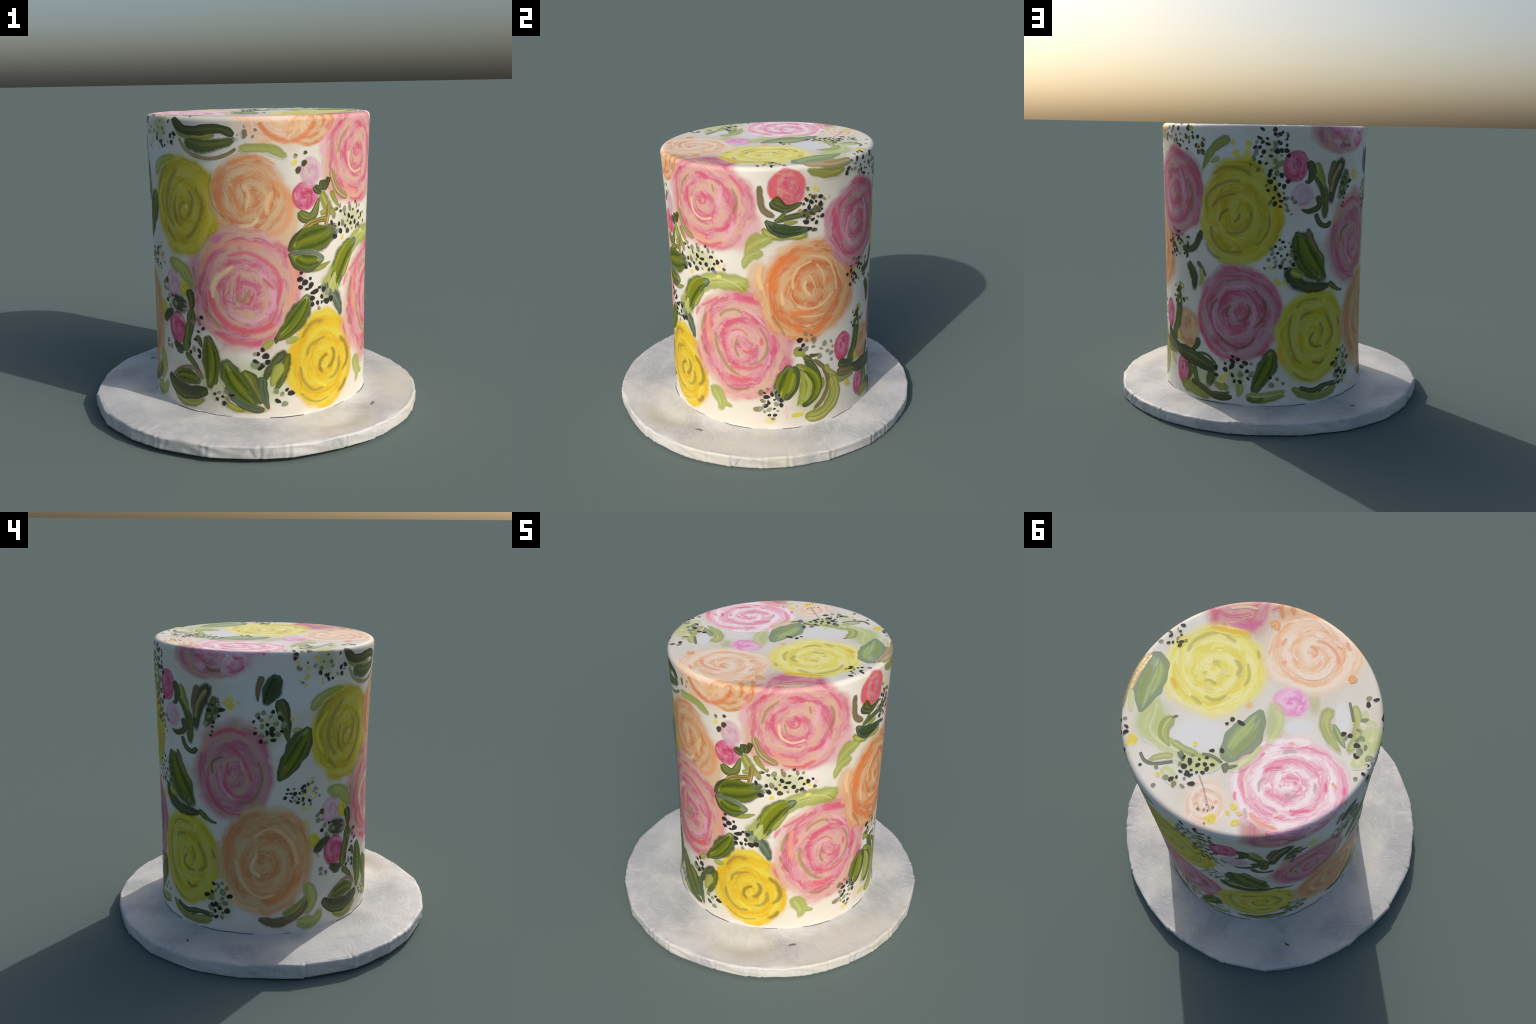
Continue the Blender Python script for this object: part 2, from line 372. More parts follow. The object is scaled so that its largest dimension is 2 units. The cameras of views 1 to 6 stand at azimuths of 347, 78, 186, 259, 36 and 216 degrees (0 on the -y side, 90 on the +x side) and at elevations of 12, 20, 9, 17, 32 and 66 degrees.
        ('toposage', [(19.9, 2.139), (21.7, 2.209), (8.2, 2.256)], 0.0258),
        ('toposage', [(22.0, 2.073), (29.8, 2.156)], 0.0217),
        ('toposage', [(-35.8, 2.129), (-30.0, 2.221), (-13.6, 2.272)], 0.0227),
        ('toposage', [(3.0, 2.071), (-2.5, 2.08)], 0.0176),
        ('toposage', [(-46.9, 2.051), (-47.2, 2.125)], 0.0239),
        ('cream', [(11.7, 2.11), (14.0, 2.171)], 0.0338),
        ('cream', [(-8.5, 2.11), (-14.5, 2.169)], 0.0298),
        ('amber', [(13.2, 1.937), (21.2, 2.01)], 0.0346),
        ('amber', [(27.4, 2.364), (-11.4, 2.376)], 0.0404),
        ('amber', [(-22.7, 1.86), (-32.9, 1.93), (-44.9, 1.969)], 0.0347),
    ],
    16: [
        ('topcoral', [(-83.8, 1.945), (-88.5, 1.932), (-92.2, 1.951), (-90.4, 1.99)], 0.0253),
        ('topcoral', [(-85.5, 1.896), (-93.7, 1.867), (-103.2, 1.874), (-109.2, 1.904)], 0.0277),
        ('white', [(-86.5, 2.098), (-101.5, 2.081), (-109.9, 1.998), (-105.8, 1.913)], 0.0156),
        ('white', [(-75.3, 1.972), (-77.0, 2.027), (-84.7, 2.046)], 0.0120),
        ('white', [(-82.3, 1.941), (-87.0, 1.958)], 0.0125),
        ('white', [(-81.7, 1.859), (-90.2, 1.836)], 0.0344),
        ('topcoral', [(-68.4, 2.089), (-77.0, 2.104)], 0.0320),
        ('topcoral', [(-99.5, 1.781), (-106.9, 1.805)], 0.0256),
        ('white', [(-94.2, 1.825), (-101.8, 1.822)], 0.0164),
        ('white', [(-72.6, 1.817), (-81.2, 1.784), (-89.5, 1.8)], 0.0152),
        ('white', [(-94.8, 1.933), (-101.0, 1.962), (-102.4, 2.017)], 0.0110),
        ('topcoral', [(-64.8, 2.016), (-68.4, 1.947)], 0.0181),
    ],
    17: [
        ('topgreyp', [(122.3, 1.984), (121.4, 2.04), (127.3, 2.069)], 0.0194),
        ('topgreyp', [(142.9, 2.162), (155.8, 2.132), (162.0, 2.093)], 0.0343),
        ('topgreyp', [(136.1, 1.96), (141.2, 1.928), (145.7, 1.921)], 0.0378),
        ('topgreyp', [(157.9, 1.929), (153.0, 1.883)], 0.0212),
        ('topgreyp', [(114.6, 1.919), (117.4, 1.846)], 0.0245),
        ('toppink', [(123.7, 2.104), (132.1, 2.107), (142.8, 2.081)], 0.0184),
        ('toppink', [(136.9, 1.872), (140.8, 1.848), (148.5, 1.822)], 0.0255),
        ('toppink', [(144.9, 1.999), (147.1, 1.966)], 0.0245),
        ('toppink', [(168.8, 1.815), (164.9, 1.768)], 0.0193),
        ('toppink', [(114.0, 2.172), (127.3, 2.203)], 0.0204),
        ('toppink', [(162.9, 1.9), (158.6, 1.846)], 0.0175),
        ('white', [(133.3, 2.028), (140.4, 2.004)], 0.0253),
        ('white', [(126.2, 2.04), (124.4, 1.972), (129.2, 1.901)], 0.0121),
        ('white', [(111.5, 2.129), (111.2, 2.05), (115.9, 1.95)], 0.0189),
        ('lilac', [(152.0, 1.979), (155.6, 1.937)], 0.0321),
        ('white', [(128.5, 1.853), (133.3, 1.865), (138.7, 1.825)], 0.0184),
        ('topcoral', [(117.0, 1.895), (123.2, 1.83), (132.3, 1.779)], 0.0346),
        ('topcoral', [(165.5, 1.88), (164.2, 1.819)], 0.0248),
        ('topcoral', [(166.8, 2.151), (154.6, 2.173)], 0.0310),
        ('toppink', [(106.7, 1.997), (109.3, 1.933)], 0.0202),
        ('white', [(113.9, 2.098), (112.6, 2.035)], 0.0284),
    ],
    18: [
        ('topcoral', [(83.7, 1.904), (84.0, 1.933), (86.7, 1.959)], 0.0179),
        ('white', [(88.0, 1.923), (91.3, 1.919)], 0.0210),
        ('topcoral', [(91.2, 1.875), (93.7, 1.844)], 0.0318),
        ('topcoral', [(98.5, 1.908), (102.5, 1.911)], 0.0295),
        ('white', [(91.1, 1.967), (94.8, 1.967)], 0.0196),
    ],
    20: [
        ('deep', [(-80.4, 1.404), (-78.3, 1.359), (-79.3, 1.299)], 0.0294),
        ('deep', [(-76.1, 1.363), (-74.7, 1.312), (-76.1, 1.274)], 0.0214),
        ('lilac', [(-82.0, 1.367), (-80.4, 1.305)], 0.0182),
        ('white', [(-75.2, 1.29), (-73.3, 1.301)], 0.0143),
        ('magenta', [(-72.8, 1.355), (-71.0, 1.314), (-73.3, 1.277)], 0.0218),
    ],
    23: [
        ('deep', [(-155.8, 0.636), (-153.0, 0.593), (-152.2, 0.534), (-149.5, 0.491)], 0.0418),
        ('lilac', [(-150.3, 0.538), (-149.5, 0.516)], 0.0237),
        ('lilac', [(-149.1, 0.638), (-146.6, 0.595)], 0.0317),
        ('deep', [(-145.9, 0.529), (-147.8, 0.489)], 0.0302),
    ],
    24: [
        ('coral', [(2.5, 1.75), (6.4, 1.686), (7.7, 1.606)], 0.0477),
        ('coral', [(-7.6, 1.665), (-6.0, 1.597), (-0.8, 1.56)], 0.0587),
        ('deep', [(8.2, 1.628), (6.4, 1.569), (1.4, 1.541)], 0.0414),
        ('salmon', [(-6.7, 1.708), (-5.1, 1.636), (-2.1, 1.595)], 0.0319),
        ('deep', [(-1.1, 1.705), (0.2, 1.637), (4.1, 1.605)], 0.0321),
        ('coral', [(-2.8, 1.728), (-5.4, 1.686), (-4.6, 1.63)], 0.0328),
    ],
    25: [
        ('deep', [(34.8, 0.64), (36.6, 0.582), (33.9, 0.575)], 0.0430),
        ('deep', [(25.8, 0.609), (27.2, 0.537)], 0.0349),
        ('lilac', [(31.2, 0.593), (32.0, 0.55)], 0.0181),
        ('deep', [(28.9, 0.517), (30.4, 0.477)], 0.0350),
    ],
    26: [
        ('deep', [(49.0, 0.31), (52.0, 0.22)], 0.0500),
        ('lilac', [(46.6, 0.282), (48.5, 0.228)], 0.0249),
        ('deep', [(43.3, 0.223), (47.3, 0.149)], 0.0459),
    ],
    27: [
        ('tangerine', [(44.8, 0.547), (47.4, 0.479)], 0.0690),
        ('apricot', [(53.8, 0.605), (55.1, 0.51), (53.7, 0.434)], 0.0541),
        ('apricot', [(49.2, 0.613), (48.3, 0.568)], 0.0304),
    ],
    28: [
        ('deep', [(106.2, 1.612), (109.9, 1.588), (113.0, 1.552), (114.2, 1.496)], 0.0240),
        ('deep', [(102.9, 1.546), (103.9, 1.491), (107.3, 1.455)], 0.0226),
        ('lilac', [(105.6, 1.563), (106.1, 1.502)], 0.0103),
        ('lilac', [(111.0, 1.541), (111.1, 1.496)], 0.0108),
        ('deep', [(108.1, 1.513), (109.7, 1.48)], 0.0253),
    ],
}
LEAVES = [
    ('dark', 1, [(-150.3, 1.752), (-142.2, 1.699), (-133.4, 1.69), (-124.2, 1.701), (-117.5, 1.696), (-111.2, 1.664)], 0.0401),
    ('bright', 0, [(-148.6, 1.73), (-141.0, 1.672), (-131.7, 1.655), (-120.9, 1.68)], 0.0485),
    ('green', 0, [(-142.7, 1.638), (-130.7, 1.609), (-120.0, 1.621), (-108.7, 1.654)], 0.0913),
    ('gold_thin', 1, [(-145.3, 1.654), (-140.2, 1.584), (-132.3, 1.551), (-123.7, 1.545), (-116.3, 1.565), (-110.4, 1.6)], 0.0144),
    ('light', 0, [(-110.4, 1.6), (-101.2, 1.6), (-93.7, 1.593), (-87.7, 1.559), (-84.9, 1.539)], 0.0400),
    ('brown', 0, [(-106.3, 1.706), (-106.9, 1.638)], 0.0323),
    ('pear', 1, [(-170.7, 1.345), (-178.8, 1.193), (171.7, 1.03)], 0.1000),
    ('light', 0, [(-170.5, 1.423), (-165.0, 1.497), (-155.5, 1.538), (-147.4, 1.542)], 0.0458),
    ('light', 0, [(-158.0, 0.941), (-148.0, 0.921), (-141.7, 0.86), (-139.7, 0.786)], 0.0785),
    ('dark', 0, [(-158.0, 0.741), (-149.7, 0.703), (-139.9, 0.703)], 0.1241),
    ('dark', 1, [(-142.6, 0.811), (-140.2, 0.75), (-140.0, 0.679)], 0.0487),
    ('green', 1, [(-139.9, 0.703), (-140.9, 0.617), (-143.5, 0.522), (-145.4, 0.427)], 0.0475),
    ('green', 0, [(-145.8, 0.435), (-139.9, 0.384), (-133.9, 0.323)], 0.0421),
    ('dark', 0, [(-155.9, 0.482), (-150.6, 0.445), (-142.8, 0.457)], 0.0616),
    ('thin', 0, [(-153.5, 0.432), (-149.7, 0.417), (-146.2, 0.425)], 0.0207),
    ('dark', 0, [(-166.7, 0.566), (-161.0, 0.624), (-154.1, 0.676)], 0.0662),
    ('brown', 0, [(-156.9, 0.264), (-146.4, 0.333), (-137.7, 0.343), (-132.2, 0.284)], 0.0321),
    ('pear', 0, [(-155.8, 0.258), (-143.9, 0.289), (-132.9, 0.271)], 0.0865),
    ('dark', 1, [(-161.0, 0.267), (-152.6, 0.205), (-142.2, 0.196), (-129.0, 0.23)], 0.0638),
    ('bright', 0, [(-154.4, 0.181), (-146.1, 0.143), (-137.7, 0.145), (-130.3, 0.185)], 0.0602),
    ('pear', 0, [(-130.1, 0.563), (-128.0, 0.459), (-127.6, 0.34), (-129.0, 0.224)], 0.0948),
    ('dark', 1, [(-129.8, 0.558), (-125.8, 0.486), (-124.1, 0.387), (-125.5, 0.265)], 0.0251),
    ('green', 0, [(-137.3, 0.552), (-134.6, 0.509), (-132.6, 0.464)], 0.0381),
    ('pear', 0, [(-120.5, 0.437), (-114.9, 0.309), (-104.6, 0.19), (-100.5, 0.152)], 0.1089),
    ('green', 1, [(-110.7, 0.369), (-105.3, 0.286), (-99.6, 0.171)], 0.0801),
    ('grey', 1, [(-119.4, 0.276), (-114.1, 0.205), (-105.5, 0.152), (-98.0, 0.139)], 0.0353),
    ('pear', 0, [(-84.8, 1.029), (-78.3, 1.074), (-66.7, 1.101), (-54.6, 1.151)], 0.1396),
    ('dark', 1, [(-84.5, 1.029), (-83.2, 1.09), (-77.2, 1.152), (-68.0, 1.177)], 0.0179),
    ('gold', 1, [(-77.7, 1.15), (-72.7, 1.185), (-65.5, 1.2), (-62.0, 1.19)], 0.0267),
    ('gold', 1, [(-62.5, 1.289), (-63.0, 1.239), (-63.9, 1.183), (-64.9, 1.156)], 0.0233),
    ('gold_flat', 1, [(-61.6, 1.478), (-59.8, 1.41), (-56.5, 1.35), (-49.3, 1.296)], 0.0329),
    ('pear', 1, [(-84.8, 1.04), (-77.8, 0.983), (-72.7, 0.972), (-64.5, 0.984)], 0.0847),
    ('grey', 2, [(-84.3, 1.023), (-76.1, 1.027), (-70.3, 1.015), (-64.8, 0.973)], 0.0226),
    ('bright', 0, [(-75.6, 0.929), (-67.9, 0.931), (-60.5, 0.96)], 0.0353),
    ('pear', 0, [(-73.4, 0.794), (-78.7, 0.696), (-85.4, 0.604), (-93.7, 0.535)], 0.1017),
    ('bright', 1, [(-74.9, 0.784), (-80.9, 0.676), (-88.6, 0.59)], 0.0266),
    ('dark', 1, [(-93.4, 0.541), (-90.8, 0.545)], 0.0294),
    ('light', 0, [(-99.8, 0.49), (-96.1, 0.524), (-92.3, 0.557)], 0.0405),
    ('dark', 0, [(-86.1, 0.482), (-91.0, 0.439), (-96.4, 0.36), (-99.9, 0.284)], 0.0645),
    ('green', 0, [(-86.1, 0.476), (-87.9, 0.384), (-90.7, 0.297), (-94.5, 0.228)], 0.0653),
    ('bright', 1, [(-88.9, 0.414), (-92.7, 0.34), (-94.9, 0.27)], 0.0415),
    ('grey', 1, [(-99.8, 0.343), (-99.9, 0.254), (-96.2, 0.139)], 0.0511),
    ('grey', 0, [(-67.7, 0.843), (-61.5, 0.786), (-55.8, 0.703), (-53.8, 0.608)], 0.0780),
    ('light', 0, [(-43.4, 0.354), (-39.0, 0.293), (-36.9, 0.23), (-38.7, 0.153)], 0.0776),
    ('light', 0, [(-37.3, 0.271), (-33.9, 0.232), (-29.4, 0.218)], 0.0366),
    ('light', 0, [(-60.8, 0.707), (-58.3, 0.821), (-51.7, 0.958), (-43.4, 1.044), (-35.4, 1.08), (-27.9, 1.071), (-22.5, 1.035), (-19.2, 0.994)], 0.0708),
    ('leafgreen', 0, [(-58.6, 0.794), (-55.4, 0.908), (-48.3, 1.012), (-38.9, 1.07)], 0.1133),
    ('grey', 1, [(-56.7, 0.852), (-52.7, 0.93), (-46.2, 1.012), (-40.2, 1.058)], 0.0405),
    ('bright', 0, [(-41.4, 1.055), (-33.7, 1.077), (-26.9, 1.063), (-22.0, 1.032), (-19.7, 1.0)], 0.0616),
    ('bright', 0, [(-53.4, 0.845), (-49.8, 0.914), (-43.7, 0.994)], 0.0442),
    ('grey', 0, [(-66.7, 0.847), (-58.9, 0.76), (-55.0, 0.676), (-53.4, 0.61)], 0.0858),
    ('dark', 1, [(-71.7, 1.393), (-69.9, 1.369), (-66.9, 1.339)], 0.0382),
    ('dark', 1, [(-66.8, 1.425), (-66.4, 1.383), (-66.9, 1.35)], 0.0439),
    ('dark', 1, [(-62.7, 1.438), (-63.9, 1.386), (-65.7, 1.349)], 0.0252),
    ('bright', 0, [(-67.6, 1.361), (-65.0, 1.303), (-62.4, 1.255), (-56.9, 1.197)], 0.0530),
    ('bright', 0, [(-61.3, 1.361), (-59.2, 1.308), (-55.5, 1.253)], 0.0289),
    ('bright', 0, [(-68.6, 1.228), (-63.7, 1.24), (-58.4, 1.233)], 0.0363),
    ('green', 1, [(-79.8, 1.26), (-76.1, 1.218), (-71.5, 1.231), (-68.2, 1.329)], 0.0439),
    ('olivebrown', 0, [(-12.5, 1.669), (-12.1, 1.588), (-10.7, 1.515), (-4.9, 1.467)], 0.0406),
    ('dark', 1, [(-8.0, 1.573), (-3.9, 1.534), (0.5, 1.519), (7.7, 1.55)], 0.0447),
    ('dark', 1, [(-6.0, 1.597), (-3.0, 1.556), (-0.4, 1.531)], 0.0324),
    ('thin', 1, [(-0.2, 1.52), (-2.2, 1.476), (-6.5, 1.439)], 0.0181),
    ('darkgrey', 1, [(-10.6, 1.458), (-5.9, 1.404), (-0.5, 1.383), (8.2, 1.383), (12.5, 1.387)], 0.0541),
    ('dark', 0, [(-6.2, 1.445), (-0.4, 1.463), (5.9, 1.473), (13.4, 1.49), (18.4, 1.537)], 0.0435),
    ('bright', 0, [(-2.3, 1.428), (5.9, 1.436)], 0.0291),
    ('bright', 0, [(-12.3, 1.412), (-7.7, 1.365), (1.3, 1.355), (11.1, 1.349)], 0.0493),
    ('light', 0, [(-5.5, 1.346), (-12.3, 1.331), (-17.4, 1.283), (-20.9, 1.211)], 0.0675),
    ('light', 0, [(-10.6, 1.258), (-16.6, 1.24), (-20.0, 1.203), (-21.4, 1.142)], 0.0504),
    ('bright', 0, [(9.1, 1.74), (15.3, 1.709), (23.0, 1.694), (31.3, 1.712)], 0.0474),
    ('gold_flat', 1, [(8.0, 1.769), (14.9, 1.763), (23.1, 1.747), (34.8, 1.748)], 0.0494),
    ('leafgreen', 0, [(2.0, 0.528), (-0.6, 0.433), (-3.2, 0.337), (-4.9, 0.251)], 0.1181),
    ('dark', 1, [(2.5, 0.514), (4.1, 0.438), (2.8, 0.348), (-2.8, 0.276)], 0.0317),
    ('grey', 1, [(1.0, 0.517), (-3.6, 0.45), (-6.4, 0.373), (-6.1, 0.279)], 0.0246),
    ('leafgreen', 0, [(3.0, 0.52), (10.1, 0.458), (14.4, 0.372), (14.3, 0.298), (11.0, 0.247), (5.7, 0.223)], 0.0661),
    ('dark', 1, [(8.0, 0.542), (13.8, 0.468), (16.3, 0.373), (15.2, 0.289), (11.0, 0.24), (6.2, 0.222)], 0.0309),
    ('bright', 0, [(5.5, 0.489), (7.9, 0.377), (6.3, 0.286), (3.7, 0.218)], 0.0532),
    ('olivebrown', 0, [(12.8, 0.537), (19.5, 0.449), (21.9, 0.346), (18.9, 0.248), (12.6, 0.174)], 0.0337),
    ('bright', 0, [(14.3, 0.298), (17.8, 0.348), (17.8, 0.408)], 0.0469),
    ('bright', 1, [(24.1, 0.391), (26.0, 0.26), (22.5, 0.178), (16.0, 0.135), (7.7, 0.147)], 0.0642),
    ('bright', 0, [(24.4, 0.376), (31.2, 0.332), (42.0, 0.324)], 0.0474),
    ('yellowdab', 0, [(37.1, 0.282), (36.3, 0.234)], 0.0524),
    ('bright', 1, [(1.8, 0.61), (5.5, 0.6), (8.6, 0.561)], 0.0463),
    ('green', 0, [(7.5, 0.576), (11.2, 0.522), (16.0, 0.427)], 0.0438),
    ('dark', 1, [(10.1, 0.564), (14.4, 0.559), (17.7, 0.565)], 0.0202),
    ('green', 0, [(42.6, 0.629), (41.5, 0.534), (38.5, 0.46), (34.1, 0.428)], 0.0796),
    ('dark', 1, [(27.9, 0.453), (32.5, 0.435), (40.0, 0.412)], 0.0460),
    ('olivebrown', 1, [(27.0, 0.399), (33.4, 0.37), (43.0, 0.347)], 0.0514),
    ('dark', 1, [(39.2, 0.361), (51.5, 0.34), (69.1, 0.288)], 0.0715),
    ('yellowdab', 0, [(41.2, 0.481), (44.5, 0.394)], 0.0500),
    ('green', 0, [(43.3, 0.759), (43.3, 0.667), (41.8, 0.552), (38.3, 0.454), (41.6, 0.388)], 0.0744),
    ('dark', 1, [(42.3, 0.763), (44.0, 0.723)], 0.0626),
    ('olivebrown', 0, [(29.7, 0.429), (34.0, 0.378), (41.6, 0.363)], 0.0819),
    ('dark', 0, [(29.8, 0.435), (41.6, 0.37), (52.2, 0.362), (57.2, 0.362)], 0.0535),
    ('thin', 0, [(56.5, 0.364), (64.1, 0.366), (69.8, 0.31)], 0.0193),
    ('dark', 0, [(57.8, 0.474), (57.8, 0.419), (52.2, 0.362)], 0.0456),
    ('green', 0, [(57.2, 0.356), (55.9, 0.261), (58.7, 0.169), (64.3, 0.135)], 0.0390),
    ('thin', 0, [(56.5, 0.355), (63.5, 0.316), (66.5, 0.292)], 0.0225),
    ('green', 0, [(66.4, 0.31), (66.5, 0.231), (64.3, 0.147)], 0.0819),
    ('green', 0, [(50.3, 0.301), (53.0, 0.241), (50.0, 0.157)], 0.0494),
    ('bright', 0, [(44.7, 0.146), (54.6, 0.133), (63.2, 0.107), (67.8, 0.1)], 0.0741),
    ('dark', 1, [(53.1, 0.185), (61.9, 0.153), (70.0, 0.11), (78.8, 0.125)], 0.0280),
    ('green', 0, [(65.5, 0.125), (73.2, 0.135), (77.8, 0.16)], 0.0400),
    ('bright', 0, [(67.7, 0.191), (73.1, 0.183), (77.7, 0.172)], 0.0509),
    ('light', 0, [(81.1, 0.225), (82.2, 0.172), (80.8, 0.116)], 0.0428),
    ('bright', 0, [(46.5, 0.309), (49.1, 0.316)], 0.0249),
    ('yellowdab', 0, [(34.7, 0.316), (36.1, 0.244)], 0.0544),
    ('bright', 0, [(46.2, 0.795), (44.2, 0.742)], 0.0551),
    ('bright', 0, [(48.5, 0.709), (49.3, 0.668)], 0.0519),
    ('dark', 0, [(50.9, 0.937), (54.8, 0.871), (56.1, 0.808), (55.0, 0.74)], 0.0736),
    ('olivebrown', 0, [(57.5, 0.947), (61.8, 0.888), (63.5, 0.844)], 0.0305),
    ('light', 0, [(60.6, 0.916), (60.6, 0.833), (58.6, 0.783)], 0.0305),
    ('dark', 0, [(60.9, 1.143), (59.0, 1.077), (54.3, 1.012), (45.8, 1.011)], 0.0499),
    ('dark', 1, [(114.2, 1.569), (116.7, 1.502), (114.8, 1.44), (112.2, 1.449)], 0.0411),
    ('bright', 0, [(118.7, 1.563), (121.8, 1.467), (125.2, 1.375)], 0.0489),
    ('green', 0, [(117.3, 1.479), (122.6, 1.41), (124.8, 1.324), (124.6, 1.203)], 0.0592),
    ('dark', 0, [(119.6, 1.366), (121.3, 1.297), (115.3, 1.265), (110.1, 1.283)], 0.0458),
    ('dark', 1, [(118.9, 1.258), (121.7, 1.194), (126.0, 1.174), (129.5, 1.203)], 0.0260),
    ('olivebrown', 0, [(130.7, 1.573), (127.8, 1.494), (126.3, 1.409)], 0.0425),
    ('dark', 0, [(137.7, 1.589), (133.2, 1.51), (129.5, 1.408), (128.4, 1.282)], 0.0938),
    ('gold_thin', 1, [(135.6, 1.549), (130.3, 1.465), (128.0, 1.368)], 0.0212),
    ('green', 0, [(140.3, 1.525), (138.0, 1.416), (132.8, 1.314)], 0.0850),
    ('pear', 0, [(109.9, 1.155), (115.3, 0.986), (127.3, 0.818)], 0.1485),
    ('dark', 1, [(109.2, 1.155), (112.1, 0.988), (121.8, 0.861)], 0.0513),
    ('olivebrown', 0, [(114.8, 1.173), (118.3, 1.063), (125.7, 0.947)], 0.0471),
    ('dark', 0, [(103.7, 0.941), (110.7, 0.83), (122.0, 0.804), (132.9, 0.811)], 0.0952),
    ('bright', 1, [(106.2, 0.921), (113.3, 0.868)], 0.0428),
    ('green', 0, [(128.4, 0.833), (134.8, 0.78), (140.7, 0.762)], 0.0358),
    ('pear', 0, [(97.9, 0.445), (95.9, 0.335), (92.2, 0.244), (88.1, 0.141)], 0.0962),
    ('bright', 0, [(107.8, 0.191), (114.8, 0.141), (125.4, 0.116), (137.8, 0.154)], 0.0516),
    ('dark', 1, [(112.0, 0.187), (119.8, 0.157), (127.9, 0.178), (138.6, 0.174)], 0.0241),
    ('thin', 1, [(122.9, 0.133), (126.0, 0.158), (129.3, 0.175)], 0.0165),
    ('bright', 0, [(86.7, 0.116), (96.7, 0.125), (105.9, 0.145)], 0.0481),
    ('green', 1, [(85.2, 0.127), (89.5, 0.111), (94.7, 0.125)], 0.0212),
    ('bright', 0, [(77.3, 1.69), (70.8, 1.653), (65.7, 1.59), (61.5, 1.487)], 0.0538),
    ('light', 0, [(71.8, 1.578), (65.7, 1.539)], 0.0255),
    ('olivebrown', 0, [(163.7, 1.643), (161.4, 1.567), (161.2, 1.482)], 0.0371),
    ('darkgrey', 0, [(171.0, 1.653), (168.5, 1.562), (164.3, 1.461)], 0.0865),
    ('dark', 1, [(171.9, 1.513), (175.0, 1.416), (177.8, 1.301)], 0.0575),
    ('olivebrown', 0, [(161.1, 0.189), (172.7, 0.161), (-175.2, 0.216), (-169.2, 0.309)], 0.0641),
    ('bright', 0, [(174.5, 0.197), (-176.2, 0.238), (-169.3, 0.33)], 0.0643),
    ('light', 0, [(-178.1, 0.152), (-166.2, 0.147), (-160.6, 0.227)], 0.0720),
    ('dark', 0, [(-167.4, 0.587), (-162.0, 0.604), (-157.4, 0.647)], 0.0405),
    ('light', 0, [(-165.1, 0.556), (-162.6, 0.569)], 0.0351),
    ('light', 0, [(-62.7, 0.725), (-60.1, 0.84), (-53.3, 0.953), (-44.7, 1.047)], 0.1098),
    ('light', 0, [(84.2, 0.126), (94.7, 0.137), (106.3, 0.175)], 0.0540),
    ('light', 0, [(5.9, 0.475), (9.5, 0.373), (7.9, 0.283), (5.2, 0.201)], 0.0814),
    ('light', 0, [(-158.9, 0.929), (-153.2, 0.947), (-144.0, 0.908), (-139.8, 0.825)], 0.0503),
    ('light', 0, [(-171.4, 0.407), (-167.1, 0.273), (-172.3, 0.18)], 0.0621),
    ('light', 0, [(-12.1, 1.383), (-17.8, 1.312), (-19.8, 1.252)], 0.0499),
    ('light', 0, [(-17.2, 1.065), (-38.0, 1.048), (-49.3, 0.945)], 0.0856),
    ('bright', 0, [(-119.6, 0.18), (-114.2, 0.147), (-107.3, 0.136)], 0.0406),
    ('light', 0, [(-88.2, 0.531), (-83.3, 0.538), (-78.9, 0.55)], 0.0356),
    ('bright', 0, [(20.1, 0.485), (21.9, 0.424), (28.4, 0.37)], 0.0411),
    ('green', 0, [(173.6, 1.373), (176.8, 1.29), (177.9, 1.223)], 0.0370),
    ('light', 0, [(178.3, 1.317), (-177.0, 1.324), (-173.6, 1.299)], 0.0335),
    ('toplight', 0, [(27.2, 1.921), (37.9, 1.917), (45.8, 1.896), (53.7, 1.929), (61.8, 1.988), (71.6, 2.038), (83.0, 2.087), (90.7, 2.103)], 0.0656),
    ('topolive', 0, [(39.4, 2.013), (45.9, 1.972), (51.6, 1.958), (56.4, 1.986), (63.5, 2.022), (73.0, 2.065), (80.2, 2.106), (90.3, 2.107)], 0.0251),
    ('toplight', 0, [(178.2, 1.844), (-172.1, 1.808), (-160.9, 1.78), (-151.6, 1.777)], 0.0572),
    ('toplight', 0, [(90.5, 2.089), (100.5, 2.123), (109.9, 2.182), (122.1, 2.246)], 0.0406),
    ('topgrey', 1, [(3.9, 1.797), (13.3, 1.851), (25.2, 1.857), (37.4, 1.845)], 0.1085),
    ('gold_flat', 1, [(6.1, 1.784), (12.3, 1.779), (19.6, 1.773), (26.6, 1.772)], 0.0318),
    ('toplight', 0, [(24.7, 1.78), (33.3, 1.793), (36.9, 1.812)], 0.0341),
    ('toplight', 0, [(31.7, 1.925), (42.6, 1.898), (53.6, 1.871)], 0.1279),
    ('toplight', 0, [(68.9, 1.987), (76.8, 2.036), (90.5, 2.089)], 0.0868),
    ('toplight', 0, [(66.4, 1.879), (73.8, 1.89), (80.5, 1.867)], 0.0572),
    ('toplight', 0, [(-152.2, 1.825), (-161.6, 1.803), (-172.8, 1.821), (178.8, 1.836)], 0.0809),
    ('topolive', 1, [(38.8, 2.018), (44.7, 1.973), (50.9, 1.955), (59.4, 1.966)], 0.0432),
    ('topolive', 1, [(55.0, 1.984), (63.2, 2.023), (72.7, 2.066)], 0.0275),
    ('topolive', 0, [(64.8, 1.97), (61.8, 1.902), (61.3, 1.829)], 0.0390),
    ('topdark', 1, [(55.6, 1.82), (60.7, 1.826), (64.2, 1.865), (67.7, 1.951)], 0.0131),
    ('topdark', 1, [(62.3, 1.996), (67.8, 1.993), (71.2, 1.979)], 0.0226),
    ('topdark', 1, [(71.8, 2.076), (79.6, 2.11), (90.3, 2.107)], 0.0124),
    ('topgrey', 1, [(89.2, 2.116), (87.8, 2.223), (89.8, 2.353), (-7.8, 2.431)], 0.1162),
    ('topdark', 1, [(89.2, 2.116), (92.9, 2.098), (95.7, 2.059)], 0.0282),
    ('topdark', 1, [(93.8, 2.089), (102.4, 2.132)], 0.0154),
